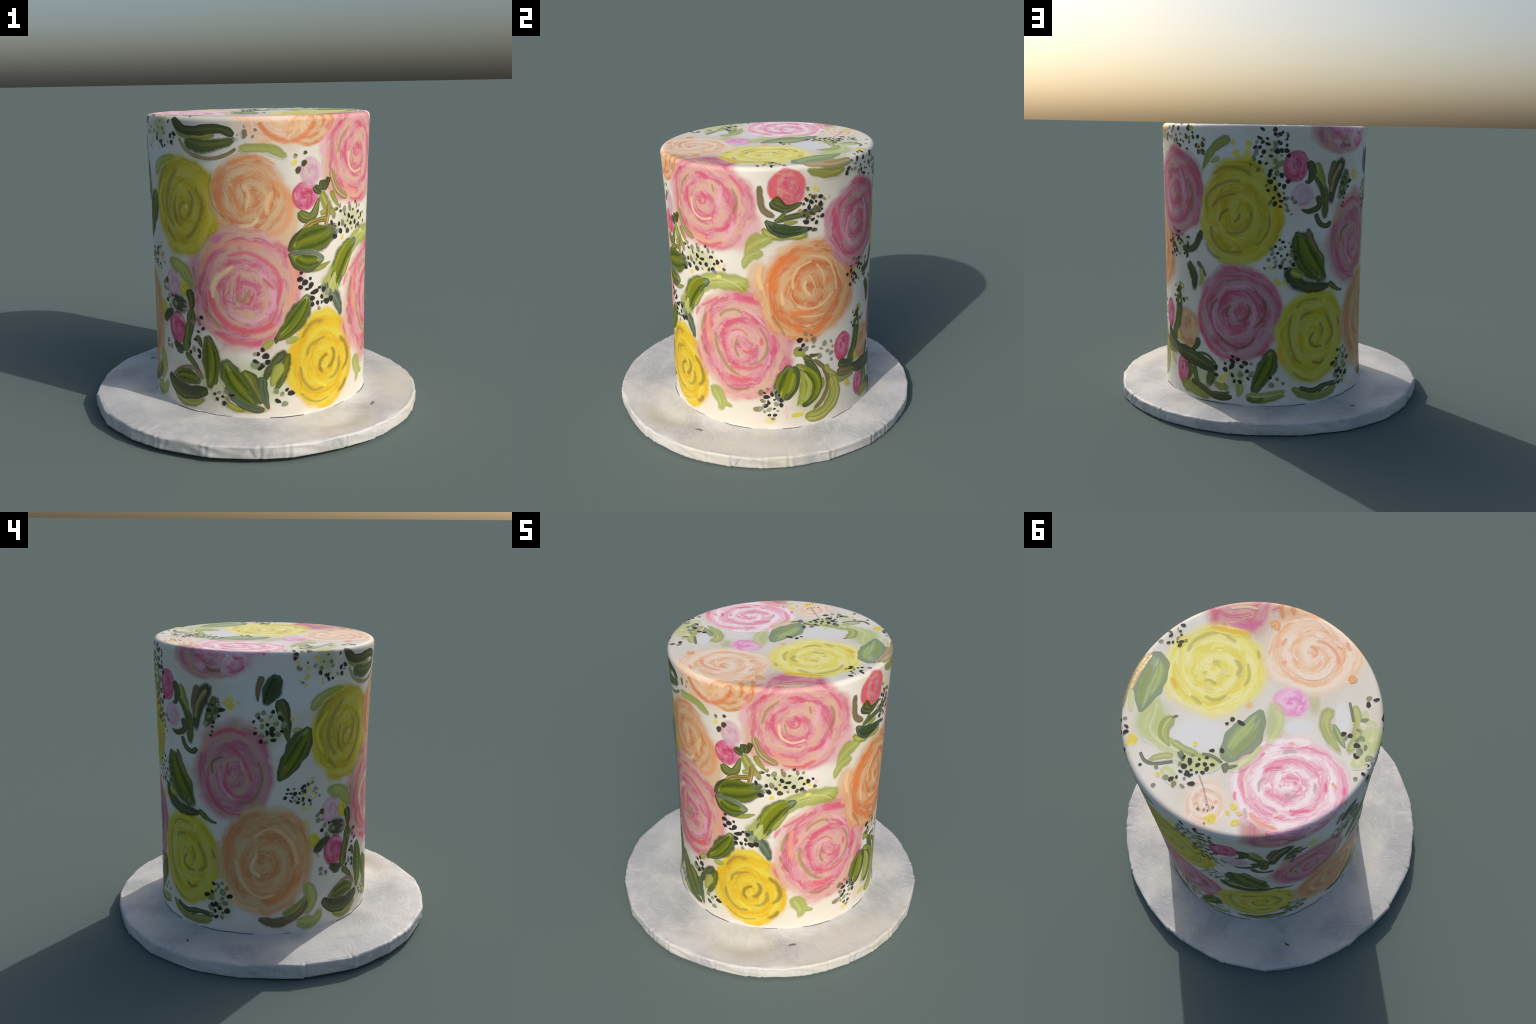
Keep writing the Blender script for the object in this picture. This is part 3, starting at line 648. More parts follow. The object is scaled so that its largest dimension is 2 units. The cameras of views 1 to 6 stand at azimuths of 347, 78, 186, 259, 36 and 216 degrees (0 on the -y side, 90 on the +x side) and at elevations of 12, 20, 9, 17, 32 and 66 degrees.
    ('toplight', 0, [(-78.4, 2.32), (-169.1, 2.28), (144.5, 2.269), (122.0, 2.23)], 0.0555),
    ('topolive', 0, [(-139.6, 2.009), (-155.5, 2.044), (-170.6, 1.994), (-177.2, 1.91)], 0.0628),
    ('topgrey', 1, [(-155.2, 2.005), (-166.5, 1.956), (-172.5, 1.905)], 0.0244),
    ('topolive', 0, [(-138.9, 1.894), (-151.8, 1.882), (-165.0, 1.879), (-175.4, 1.895)], 0.0450),
    ('topdark', 1, [(-136.3, 1.919), (-145.8, 1.912), (-153.4, 1.901)], 0.0117),
    ('toplight', 0, [(-143.2, 1.849), (-150.5, 1.83), (-152.1, 1.772)], 0.0293),
    ('topdark', 1, [(41.9, 1.996), (39.8, 2.018), (38.9, 2.042)], 0.0105),
    ('topbrown', 1, [(82.2, 1.996), (89.4, 1.957), (94.8, 1.908), (100.1, 1.854)], 0.0064),
    ('toporange', 1, [(-55.3, 1.906), (-59.8, 1.887), (-60.4, 1.938)], 0.0349),
    ('toporange', 1, [(-120.8, 1.845), (-123.0, 1.901)], 0.0369),
]
BERRIES = [
    ((-159.4, 1.688), 0.129, 0.097, 24, 0.0096, 'bbbggo'),
    ((-174.8, 1.659), 0.038, 0.100, 8, 0.0088, 'yyob'),
    ((-162.3, 1.602), 0.106, 0.035, 5, 0.0074, 'yko'),
    ((-105.6, 1.675), 0.059, 0.042, 7, 0.0085, 'gkko'),
    ((-170.7, 0.93), 0.055, 0.095, 16, 0.0078, 'boyyd'),
    ((-178.3, 0.949), 0.066, 0.049, 20, 0.0092, 'bbbbg'),
    ((-169.2, 0.958), 0.069, 0.075, 11, 0.0109, 'dodyy'),
    ((-162.5, 0.789), 0.034, 0.047, 5, 0.0122, 'ood'),
    ((-135.8, 0.602), 0.041, 0.066, 7, 0.0115, 'bbo'),
    ((-137.9, 0.467), 0.046, 0.061, 7, 0.0116, 'bbbg'),
    ((-160.0, 0.453), 0.039, 0.051, 3, 0.0108, 'ok'),
    ((-156.0, 0.709), 0.062, 0.055, 6, 0.0106, 'bbbg'),
    ((-121.0, 0.206), 0.069, 0.048, 9, 0.0127, 'bbbo'),
    ((-76.2, 0.867), 0.047, 0.058, 8, 0.0123, 'bbbd'),
    ((-67.4, 0.761), 0.078, 0.064, 16, 0.0131, 'bbbg'),
    ((-99.9, 0.437), 0.042, 0.070, 7, 0.0136, 'bbbg'),
    ((-88.9, 0.217), 0.056, 0.049, 7, 0.0143, 'bbbg'),
    ((-101.5, 0.408), 0.051, 0.088, 4, 0.0170, 'g'),
    ((-47.1, 1.191), 0.177, 0.083, 36, 0.0122, 'bbbbddog'),
    ((-35.8, 1.154), 0.062, 0.071, 8, 0.0118, 'ydok'),
    ((-55.5, 1.099), 0.044, 0.032, 4, 0.0129, 'yb'),
    ((12.2, 1.492), 0.076, 0.120, 30, 0.0120, 'bbbdd'),
    ((15.3, 1.6), 0.095, 0.062, 7, 0.0119, 'yykd'),
    ((45.0, 1.699), 0.190, 0.068, 26, 0.0102, 'bbbdo'),
    ((52.6, 1.686), 0.147, 0.074, 12, 0.0114, 'bbyd'),
    ((60.7, 1.61), 0.044, 0.067, 5, 0.0130, 'd'),
    ((43.8, 1.027), 0.135, 0.105, 24, 0.0101, 'bbbo'),
    ((44.1, 1.044), 0.105, 0.084, 18, 0.0101, 'bbo'),
    ((9.4, 0.654), 0.057, 0.065, 12, 0.0133, 'booo'),
    ((-9.1, 0.26), 0.062, 0.115, 28, 0.0118, 'bbbg'),
    ((-14.8, 0.267), 0.042, 0.075, 4, 0.0195, 'o'),
    ((-1.4, 0.199), 0.030, 0.041, 3, 0.0119, 'k'),
    ((43.4, 0.71), 0.078, 0.072, 12, 0.0097, 'bby'),
    ((42.2, 0.719), 0.080, 0.068, 10, 0.0102, 'bby'),
    ((96.3, 1.649), 0.105, 0.145, 40, 0.0121, 'bbbggo'),
    ((98.9, 1.413), 0.067, 0.133, 26, 0.0122, 'bbgo'),
    ((105.2, 1.295), 0.040, 0.068, 7, 0.0117, 'oog'),
    ((81.2, 1.645), 0.074, 0.066, 5, 0.0221, 'y'),
    ((88.5, 1.543), 0.033, 0.044, 4, 0.0127, 'og'),
    ((102.7, 1.01), 0.083, 0.094, 28, 0.0096, 'bbggo'),
    ((97.2, 0.952), 0.048, 0.059, 5, 0.0106, 'ygo'),
    ((100.9, 0.84), 0.029, 0.023, 2, 0.0170, 'y'),
    ((81.1, 0.303), 0.091, 0.090, 20, 0.0133, 'bbbg'),
    ((100.3, 0.226), 0.053, 0.051, 5, 0.0156, 'bbbg'),
    ((71.4, 0.259), 0.053, 0.048, 5, 0.0164, 'yob'),
    ((141.0, 0.278), 0.095, 0.126, 24, 0.0127, 'bbggo'),
    ((138.9, 1.431), 0.059, 0.043, 7, 0.0132, 'bbbg'),
    ((137.2, 1.358), 0.043, 0.077, 8, 0.0090, 'bg'),
    ((147.4, 1.482), 0.060, 0.032, 6, 0.0146, 'y'),
    ((166.7, 1.353), 0.089, 0.103, 28, 0.0120, 'bbbgg'),
    ((-179.0, 1.699), 0.120, 0.100, 9, 0.0133, 'yyko'),
    ((178.6, 1.392), 0.011, 0.011, 1, 0.0157, 'y'),
    ((139.1, 0.305), 0.072, 0.075, 10, 0.0130, 'bgg'),
    ((-6.4, 1.798), 0.075, 0.090, 20, 0.0085, 'bbbg'),
    ((76.3, 2.016), 0.089, 0.057, 20, 0.0107, 'bbbg'),
    ((77.6, 1.918), 0.079, 0.051, 9, 0.0116, 'gob'),
    ((42.4, 1.768), 0.025, 0.058, 5, 0.0091, 'bbbg'),
    ((70.6, 1.825), 0.023, 0.061, 4, 0.0139, 'yo'),
    ((63.6, 2.087), 0.005, 0.005, 1, 0.0142, 'y'),
    ((50.3, 1.793), 0.009, 0.011, 1, 0.0213, 'y'),
    ((109.5, 1.866), 0.054, 0.044, 5, 0.0159, 'y'),
    ((102.1, 1.819), 0.014, 0.010, 1, 0.0204, 'y'),
    ((58.3, 2.308), 0.043, 0.027, 4, 0.0124, 'bbbg'),
    ((77.2, 2.142), 0.033, 0.010, 2, 0.0118, 'bbbg'),
    ((61.5, 1.796), 0.005, 0.005, 1, 0.0107, 'bbbg'),
    ((-169.9, 1.81), 0.052, 0.104, 11, 0.0131, 'bbgw'),
    ((-139.3, 1.803), 0.034, 0.033, 3, 0.0145, 'bbbg'),
    ((-163.7, 1.932), 0.024, 0.016, 3, 0.0095, 'bbbg'),
    ((-161.5, 1.837), 0.057, 0.158, 10, 0.0142, 'wg'),
    ((177.8, 1.761), 0.054, 0.032, 6, 0.0130, 'bo'),
    ((97.5, 1.836), 0.050, 0.064, 8, 0.0055, 'o'),
    ((-78.4, 1.523), 0.053, 0.060, 7, 0.0124, 'dkyd'),
    ((21.2, 0.57), 0.061, 0.093, 10, 0.0130, 'g'),
    ((100.0, 1.712), 0.050, 0.119, 16, 0.0099, 'bbgo'),
]

# ------------------------------------------------------------------ node helper
SIDE = .80            # darkens the wall washes toward the scan's baked-in shading


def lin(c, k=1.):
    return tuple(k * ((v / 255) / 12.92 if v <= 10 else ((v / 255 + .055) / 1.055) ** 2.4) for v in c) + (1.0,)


class Net:
    def __init__(self, tree):
        self.t = tree

    def node(self, kind, **kw):
        n = self.t.nodes.new(kind)
        for k, v in kw.items():
            setattr(n, k, v)
        return n

    def put(self, sock, v):
        if isinstance(v, bpy.types.NodeSocket):
            self.t.links.new(v, sock)
        elif v is not None:
            sock.default_value = v

    def m(self, op, a, b=None, c=None, clamp=False):
        n = self.node('ShaderNodeMath', operation=op, use_clamp=clamp)
        for s, v in zip(n.inputs, (a, b, c)):
            self.put(s, v)
        return n.outputs[0]

    def vm(self, op, a, b=None, out=0, scale=None):
        n = self.node('ShaderNodeVectorMath', operation=op)
        self.put(n.inputs[0], a)
        if b is not None:
            self.put(n.inputs[1], b)
        if scale is not None:
            self.put(n.inputs['Scale'], scale)
        return n.outputs[out]

    def mix(self, f, a, b, blend='MIX'):
        n = self.node('ShaderNodeMix', data_type='RGBA', blend_type=blend)
        self.put(n.inputs[0], f); self.put(n.inputs[6], a); self.put(n.inputs[7], b)
        return n.outputs[2]

    def vmix(self, f, a, b):
        n = self.node('ShaderNodeMix', data_type='VECTOR')
        self.put(n.inputs[0], f); self.put(n.inputs[4], a); self.put(n.inputs[5], b)
        return n.outputs[1]

    def rng(self, v, a, b, lo=0., hi=1., smooth=True):
        n = self.node('ShaderNodeMapRange', interpolation_type='SMOOTHSTEP' if smooth else 'LINEAR')
        for s, x in zip(n.inputs, (v, a, b, lo, hi)):
            self.put(s, x)
        return n.outputs[0]

    def noise(self, vec, scale, detail=2., rough=.5, dist=0., col=False):
        n = self.node('ShaderNodeTexNoise')
        self.put(n.inputs['Vector'], vec); self.put(n.inputs['Scale'], scale)
        n.inputs['Detail'].default_value = detail
        n.inputs['Roughness'].default_value = rough
        n.inputs['Distortion'].default_value = dist
        return n.outputs[1 if col else 0]

    def sep(self, v):
        n = self.node('ShaderNodeSeparateXYZ'); self.put(n.inputs[0], v)
        return n.outputs

    def comb(self, x, y, z):
        n = self.node('ShaderNodeCombineXYZ')
        for s, v in zip(n.inputs, (x, y, z)):
            self.put(s, v)
        return n.outputs[0]


def group(name, outs):
    g = bpy.data.node_groups.new(name, 'ShaderNodeTree')
    g.interface.new_socket('Position', in_out='INPUT', socket_type='NodeSocketVector')
    for n, t in outs:
        g.interface.new_socket(n, in_out='OUTPUT', socket_type=t)
    net = Net(g)
    i, o = net.node('NodeGroupInput'), net.node('NodeGroupOutput')
    return g, net, i.outputs[0], o


# ------------------------------------------------------------------ paint height: the coat function in nodes
def height_group():
    g, n, P, o = group('paint_height', [('Height', 'NodeSocketFloat')])
    x, y, z = n.sep(P)[:3]
    r = n.m('SQRT', n.m('ADD', n.m('MULTIPLY', x, x), n.m('MULTIPLY', y, y)))
    c, s = n.m('DIVIDE', x, r), n.m('DIVIDE', y, r)
    c2 = n.m('SUBTRACT', n.m('MULTIPLY', c, c), n.m('MULTIPLY', s, s))
    s2 = n.m('MULTIPLY', n.m('MULTIPLY', c, s), 2.)
    zc = n.m('MINIMUM', n.m('MAXIMUM', z, .05), 1.76)
    t = n.m('DIVIDE', n.m('SUBTRACT', zc, .9), .9)

    def pol(co):
        v = co[-1]
        for k in reversed(co[:-1]):
            v = n.m('MULTIPLY_ADD', v, t, k)
        return v
    R = pol(R_MEAN)
    for co, f in ((R_COS, c), (R_SIN, s), (R_COS2, c2), (R_SIN2, s2)):
        R = n.m('MULTIPLY_ADD', pol(co), f, R)
    zf = n.m('DIVIDE', n.m('SUBTRACT', z, .05), .16)
    low = n.m('EXPONENT', n.m('MULTIPLY', n.m('MULTIPLY', zf, zf), -1.))
    for a, k in FOOT:
        near = n.m('MAXIMUM', n.m('ADD', n.m('MULTIPLY', c, math.cos(a)), n.m('MULTIPLY', s, math.sin(a))), 0.)
        R = n.m('MULTIPLY_ADD', n.m('MULTIPLY', low, n.m('POWER', near, 6.)), k, R)
    dx, dy = n.m('SUBTRACT', x, .05), n.m('SUBTRACT', y, .05)
    q = n.m('DIVIDE', n.m('ADD', n.m('MULTIPLY', dx, dx), n.m('MULTIPLY', dy, dy)), .43)
    zt = n.m('ADD', n.m('MULTIPLY_ADD', y, .002, 1.75), n.m('MULTIPLY', n.m('MINIMUM', q, 1.1), .014))
    qx = n.m('ADD', n.m('SUBTRACT', r, R), RIM)
    qz = n.m('ADD', n.m('SUBTRACT', z, zt), RIM)
    a, b = n.m('MAXIMUM', qx, 0.), n.m('MAXIMUM', qz, 0.)
    out = n.m('SQRT', n.m('ADD', n.m('MULTIPLY', a, a), n.m('MULTIPLY', b, b)))
    ins = n.m('MINIMUM', n.m('MAXIMUM', qx, qz), 0.)
    n.put(o.inputs[0], n.m('SUBTRACT', n.m('ADD', ins, out), RIM))
    return g


# ------------------------------------------------------------------ washes of colour under the strokes
CREAM = (228, 224, 215)  # toned down, a compromise between overexposed top and the scan's darker walls
#            ground           streaks         pale streaks    opacity softness
WASH = {
    'pink': ((233, 160, 176), (222, 102, 136), (234, 192, 166), .97, .20),
    'pink_deep': ((222, 134, 158), (206, 80, 120), (222, 176, 182), .97, .14),
    'pink_pale': ((222, 152, 166), (212, 108, 142), (220, 178, 156), .95, .22),  # pink dulled to follow the shadow side's baked darkness
    'peach': ((236, 176, 124), (230, 140, 82), (240, 205, 160), .95, .26),
    'orange': ((236, 168, 112), (230, 124, 66), (242, 198, 148), .97, .20),
    'orange_rim': ((238, 190, 140), (228, 130, 62), (240, 205, 165), .97, .12),
    'peach_dim': ((238, 178, 115), (228, 145, 78), (240, 205, 150), .95, .24),
    'yellow_dim': ((226, 208, 28), (206, 180, 14), (232, 220, 96), .97, .16),
    'yellow': ((230, 218, 36), (214, 194, 16), (232, 226, 110), .97, .18),
    'gold': ((242, 205, 42), (236, 184, 24), (240, 222, 80), .99, .14),
    'top_yellow': ((240, 230, 112), (232, 216, 78), (246, 240, 172), .95, .26),  # top_ washes bleached: overexposed light on the top mixed into the pigment
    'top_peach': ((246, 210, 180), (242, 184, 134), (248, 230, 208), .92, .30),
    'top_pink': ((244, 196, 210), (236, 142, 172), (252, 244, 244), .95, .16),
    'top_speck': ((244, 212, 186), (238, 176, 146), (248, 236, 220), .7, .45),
    'magenta': ((238, 160, 210), (224, 118, 186), (244, 196, 226), .9, .30),
    'bud': ((226, 98, 140), (206, 52, 100), (236, 160, 186), .98, .10),
    'bud_soft': ((228, 112, 132), (214, 80, 110), (236, 160, 150), .97, .16),
    'peach_bud': ((240, 184, 130), (232, 146, 88), (244, 212, 170), .93, .22),
    'pale': ((230, 184, 204), (224, 162, 192), (238, 208, 216), .9, .22),
    'mist_pink': ((236, 176, 188), (232, 150, 170), (240, 206, 200), .75, .5),
    'mist_peach': ((238, 200, 158), (236, 182, 130), (240, 212, 180), .85, .45),
    'mist_yellow': ((236, 222, 110), (228, 210, 70), (240, 232, 160), .6, .7),
    'mist_green': ((202, 210, 150), (176, 190, 110), (226, 228, 190), .68, .8),
    'mist_white': ((247, 248, 248), (240, 240, 242), (250, 250, 250), 1., .6),  # near-white patches painted on to brighten the coat like the strongly lit top
    'ochre': ((206, 168, 92), (190, 150, 70), (220, 190, 130), .8, .5),
}


def placed(entry):
    kind, (th, s), u, v = entry
    C = lay(at(th, s)[None])[0]
    return kind, C, frame(C), u, v


def wash_group():
    g, n, P, o = group('painted_washes', [('Color', 'NodeSocketColor')])
    wob = n.m('MULTIPLY_ADD', n.noise(P, 6., 3., .5), .46, -.23)
    cream = n.mix(n.rng(n.noise(P, 3.2, 3.), .35, .7), lin(CREAM), lin((218, 210, 194)))
    uv = P
    A = B = C = cream
    # soft mists first, flowers over them
    is_mist = lambda e: e[0].startswith(('mist', 'ochre'))
    for e in [e for e in ROSES if is_mist(e)] + [e for e in ROSES if not is_mist(e)]:
        kind, ctr, (rx, ry, rn), u, v = placed(e)
        a, b, c, op, soft = WASH[kind]
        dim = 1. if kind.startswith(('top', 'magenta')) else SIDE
        mp = n.node('ShaderNodeMapping', vector_type='TEXTURE')
        n.put(mp.inputs[0], P)
        mp.inputs['Location'].default_value = ctr
        mp.inputs['Rotation'].default_value = Matrix([rx, ry, rn]).transposed().to_euler()
        mp.inputs['Scale'].default_value = (u, v, max(u, v))
        rho = n.m('ADD', n.vm('LENGTH', mp.outputs[0], out=1), wob)
        mask = n.rng(rho, 1.10, 1.08 - soft * .95, 0., op)
        if is_mist(e):
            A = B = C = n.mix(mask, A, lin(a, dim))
            continue
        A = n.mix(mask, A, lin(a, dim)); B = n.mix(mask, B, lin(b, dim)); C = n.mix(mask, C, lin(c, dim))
        local = n.vm('SCALE', mp.outputs[0], scale=.4) if max(u, v) < .14 else mp.outputs[0]
        uv = n.vmix(n.rng(mask, .3, .6), uv, local)
    smear = n.vm('SUBTRACT', n.noise(P, 7., 3., .6, 0., True), (.5, .5, .5))
    uv = n.vm('ADD', uv, n.vm('SCALE', smear, scale=.26))
    x, y, _ = n.sep(uv)[:3]
    rho = n.vm('LENGTH', uv, out=1)
    inv = n.m('DIVIDE', 1., n.m('ADD', rho, .12))
    # brush streaks run round the flower: slow along the angle, fast along the radius
    dir_ = n.comb(n.m('MULTIPLY', x, inv), n.m('MULTIPLY', y, inv), n.m('MULTIPLY', rho, 5.5))
    seed = n.vm('SCALE', P, scale=1.1)
    sv = n.vm('ADD', dir_, seed)
    s1 = n.noise(sv, 1.15, 4., .62, .5)
    s2 = n.noise(n.vm('ADD', sv, (7.3, 2.1, 4.4)), 1.4, 5., .68, .6)
    fine = n.noise(n.vm('MULTIPLY', sv, (1., 1., 5.)), 2.2, 3., .6, .3)
    # the spiral the brush was drawn in
    turn = n.m('ARCTAN2', y, x)
    wind = n.m('SINE', n.m('ADD', n.m('MULTIPLY_ADD', rho, 17., turn), n.m('MULTIPLY', s2, 9.)))
    col = n.mix(n.rng(s1, .50, .66), A, B)
    col = n.mix(n.m('MULTIPLY', n.rng(wind, .25, .95), n.rng(s1, .32, .52, 0., .9)), col, B)
    col = n.mix(n.rng(s2, .51, .66, 0., .9), col, C)
    col = n.mix(n.m('MULTIPLY', n.rng(wind, -.2, -.95), n.rng(s2, .32, .50, 0., .85)), col, C)
    col = n.mix(n.rng(fine, .48, .70, 0., .55), col, C)
    col = n.mix(n.rng(fine, .48, .24, 0., .35), col, B)
    n.put(o.inputs[0], col)
    return g


HEIGHT, WASHES = height_group(), wash_group()
PITCH, PAINT = .0003, .0003          # step between layers of paint, thickness of one layer


def new_material(name):
    m = bpy.data.materials.new(name)
    m.use_nodes = True
    n = Net(m.node_tree)
    b = m.node_tree.nodes['Principled BSDF']
    pos = n.node('ShaderNodeTexCoord').outputs['Object']
    return m, n, b, pos


def wash_of(n, pos):
    w = n.node('ShaderNodeGroup'); w.node_tree = WASHES
    n.put(w.inputs[0], pos)
    return w.outputs[0]


def height_of(n, pos):
    h = n.node('ShaderNodeGroup'); h.node_tree = HEIGHT
    n.put(h.inputs[0], pos)
    return h.outputs[0]


def bump(n, b, h, strength, dist=.004):
    k = n.node('ShaderNodeBump')
    k.inputs['Strength'].default_value = strength
    k.inputs['Distance'].default_value = dist
    n.put(k.inputs['Height'], h)
    n.put(b.inputs['Normal'], k.outputs[0])


def wash_material():
    m, n, b, pos = new_material('fondant_with_washes')
    n.put(b.inputs['Base Color'], wash_of(n, pos))
    b.inputs['Roughness'].default_value = .55
    b.inputs['Specular IOR Level'].default_value = .3
    bump(n, b, n.noise(pos, 60., 3.), .12)
    return m


# strokes: dark edge, body, light ridge, opacity
STROKE = {
    'dark': ((48, 56, 14), (74, 86, 22), (116, 122, 42), .95),
    'green': ((66, 80, 18), (100, 112, 26), (142, 144, 54), .95),
    'pear': ((62, 76, 22), (100, 116, 30), (150, 158, 66), .93),
    'leafgreen': ((72, 84, 22), (118, 128, 28), (172, 168, 54), .92),
    'bright': ((124, 130, 26), (150, 154, 38), (182, 180, 76), .9),
    'light': ((146, 156, 52), (166, 176, 70), (196, 200, 116), .85),
    'grey': ((52, 72, 48), (78, 98, 72), (118, 134, 104), .93),
    'darkgrey': ((40, 60, 40), (60, 82, 54), (98, 116, 84), .95),
    'olivebrown': ((92, 78, 38), (116, 100, 52), (150, 132, 80), .92),
    'brown': ((98, 86, 50), (124, 110, 70), (158, 142, 100), .85),
    'thin': ((58, 74, 24), (80, 96, 34), (120, 130, 60), .95),
    'gold_thin': ((120, 104, 58), (164, 146, 92), (206, 190, 136), .95),
    'gold': ((150, 126, 62), (196, 172, 100), (230, 212, 150), 1.),
    'gold_flat': ((176, 150, 96), (204, 180, 124), (230, 212, 164), .85),
    'yellowdab': ((210, 188, 30), (226, 206, 44), (238, 222, 90), .95),
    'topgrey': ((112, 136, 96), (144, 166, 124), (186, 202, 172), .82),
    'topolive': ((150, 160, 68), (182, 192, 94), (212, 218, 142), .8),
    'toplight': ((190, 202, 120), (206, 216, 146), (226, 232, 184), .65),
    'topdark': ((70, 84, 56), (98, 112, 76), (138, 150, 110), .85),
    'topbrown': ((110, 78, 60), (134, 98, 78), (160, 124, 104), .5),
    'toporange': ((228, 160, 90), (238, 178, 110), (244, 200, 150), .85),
    # flower strokes
    'peachy': ((226, 146, 90), (232, 160, 108), (240, 188, 142), .62),
    'olive': ((140, 120, 64), (154, 132, 80), (176, 152, 100), .62),
    'umber': ((112, 92, 44), (128, 106, 56), (152, 128, 78), .68),
    'deep': ((212, 80, 116), (220, 96, 130), (232, 136, 160), .70),
    'coral': ((220, 92, 104), (226, 108, 116), (236, 146, 146), .82),
    'magenta': ((206, 100, 160), (218, 124, 176), (230, 160, 200), .7),
    'lilac': ((230, 170, 196), (234, 186, 206), (238, 204, 218), .6),
    'salmon': ((228, 160, 128), (232, 174, 140), (238, 196, 164), .75),
    'cream': ((238, 212, 164), (240, 222, 184), (244, 234, 210), .8),
    'white': ((246, 228, 214), (248, 238, 228), (250, 246, 240), .75),
    'tangerine': ((226, 124, 62), (232, 140, 78), (240, 170, 112), .78),
    'apricot': ((240, 196, 146), (244, 206, 160), (248, 222, 188), .85),
    'lemon': ((224, 216, 76), (232, 226, 104), (240, 236, 150), .8),
    'amber': ((232, 182, 28), (238, 192, 36), (244, 208, 70), .75),
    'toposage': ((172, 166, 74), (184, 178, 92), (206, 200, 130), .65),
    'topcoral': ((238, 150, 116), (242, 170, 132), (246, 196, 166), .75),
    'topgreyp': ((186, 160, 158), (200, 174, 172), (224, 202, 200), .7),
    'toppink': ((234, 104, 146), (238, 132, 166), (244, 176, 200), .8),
}


def stroke_material(kind, layer, over=None):
    e, mid, li, op = STROKE[kind]
    m, n, b, pos = new_material('paint_' + kind)
    h = n.m('SUBTRACT', height_of(n, pos), layer * PITCH)
    grain = n.noise(pos, 38., 4., .6)
    hg = n.m('ADD', h, n.m('MULTIPLY_ADD', grain, .00012, -.00006))
    mask = n.rng(hg, -.0002, -.0001, 0., op) if layer == 6 else n.rng(hg, .00001, PAINT * .5, 0., op)
    blot = n.noise(pos, 9., 3., .6)
    t = n.m('ADD', n.m('DIVIDE', n.m('SUBTRACT', h, PAINT * .5), PAINT * .5), n.m('MULTIPLY_ADD', blot, .6, -.3))
    col = n.mix(n.rng(t, -.05, .45), lin(e), lin(mid))
    col = n.mix(n.rng(t, .55, 1.05), col, lin(li))
    under = lin(STROKE[over][1]) if over else wash_of(n, pos)      # streaks melt into the leaf below them
    n.put(b.inputs['Base Color'], n.mix(mask, under, col))
    b.inputs['Roughness'].default_value = .5
    b.inputs['Specular IOR Level'].default_value = .3
    if kind.startswith('gold'):
        n.put(b.inputs['Metallic'], n.m('MULTIPLY', mask, .45))
        b.inputs['Roughness'].default_value = .34
        bump(n, b, n.noise(pos, 42., 3.), .45, .004)
    else:
        bump(n, b, grain, .15)
    return m


# ------------------------------------------------------------------ meshes
def make_object(name, verts, faces, mat, parent, smooth=True, normals=None):
    me = bpy.data.meshes.new(name)
    me.from_pydata([tuple(v) for v in verts], [], [tuple(f) for f in faces])
    me.update()
    if smooth:
        me.polygons.foreach_set('use_smooth', [True] * len(me.polygons))
    if normals is not None:
        me.normals_split_custom_set_from_vertices([tuple(v) for v in normals])
    if mat:
        me.materials.append(mat)
    ob = bpy.data.objects.new(name, me)
    bpy.context.scene.collection.objects.link(ob)
    ob.parent = parent
    return ob


def grid_faces(rows, cols, closed=False):
    i, j = np.meshgrid(np.arange(rows - 1), np.arange(cols if closed else cols - 1), indexing='ij')
    k = (j + 1) % cols
    return np.stack([i * cols + j, i * cols + k, (i + 1) * cols + k, (i + 1) * cols + j], -1).reshape(-1, 4)


def spline(pts, step=.009):
    """Smooth curve through control points, evenly spaced."""
    p = np.array(pts, float)
    if len(p) == 2:
        p = np.array([p[0], (p[0] + p[1]) / 2, p[1]])
    q = np.vstack([2 * p[0] - p[1], p, 2 * p[-1] - p[-2]])
    out = []
    for i in range(1, len(q) - 2):
        t = np.linspace(0, 1, 24, endpoint=False)[:, None]
        a, b, c, d = q[i - 1], q[i], q[i + 1], q[i + 2]
        out.append(.5 * (2 * b + (c - a) * t + (2 * a - 5 * b + 4 * c - d) * t ** 2 + (3 * b - a - 3 * c + d) * t ** 3))
    out = np.vstack(out + [p[-1:]])
    s = np.r_[0, np.cumsum(np.linalg.norm(np.diff(out, axis=0), axis=1))]
    k = max(8, int(s[-1] / step))
    u = np.linspace(0, s[-1], k)
    return np.stack([np.interp(u, s, out[:, j]) for j in range(3)], 1), s[-1]


ACROSS = np.concatenate([[-1.], np.linspace(-.97, .97, 21), [1.]])
SKIRT = .03


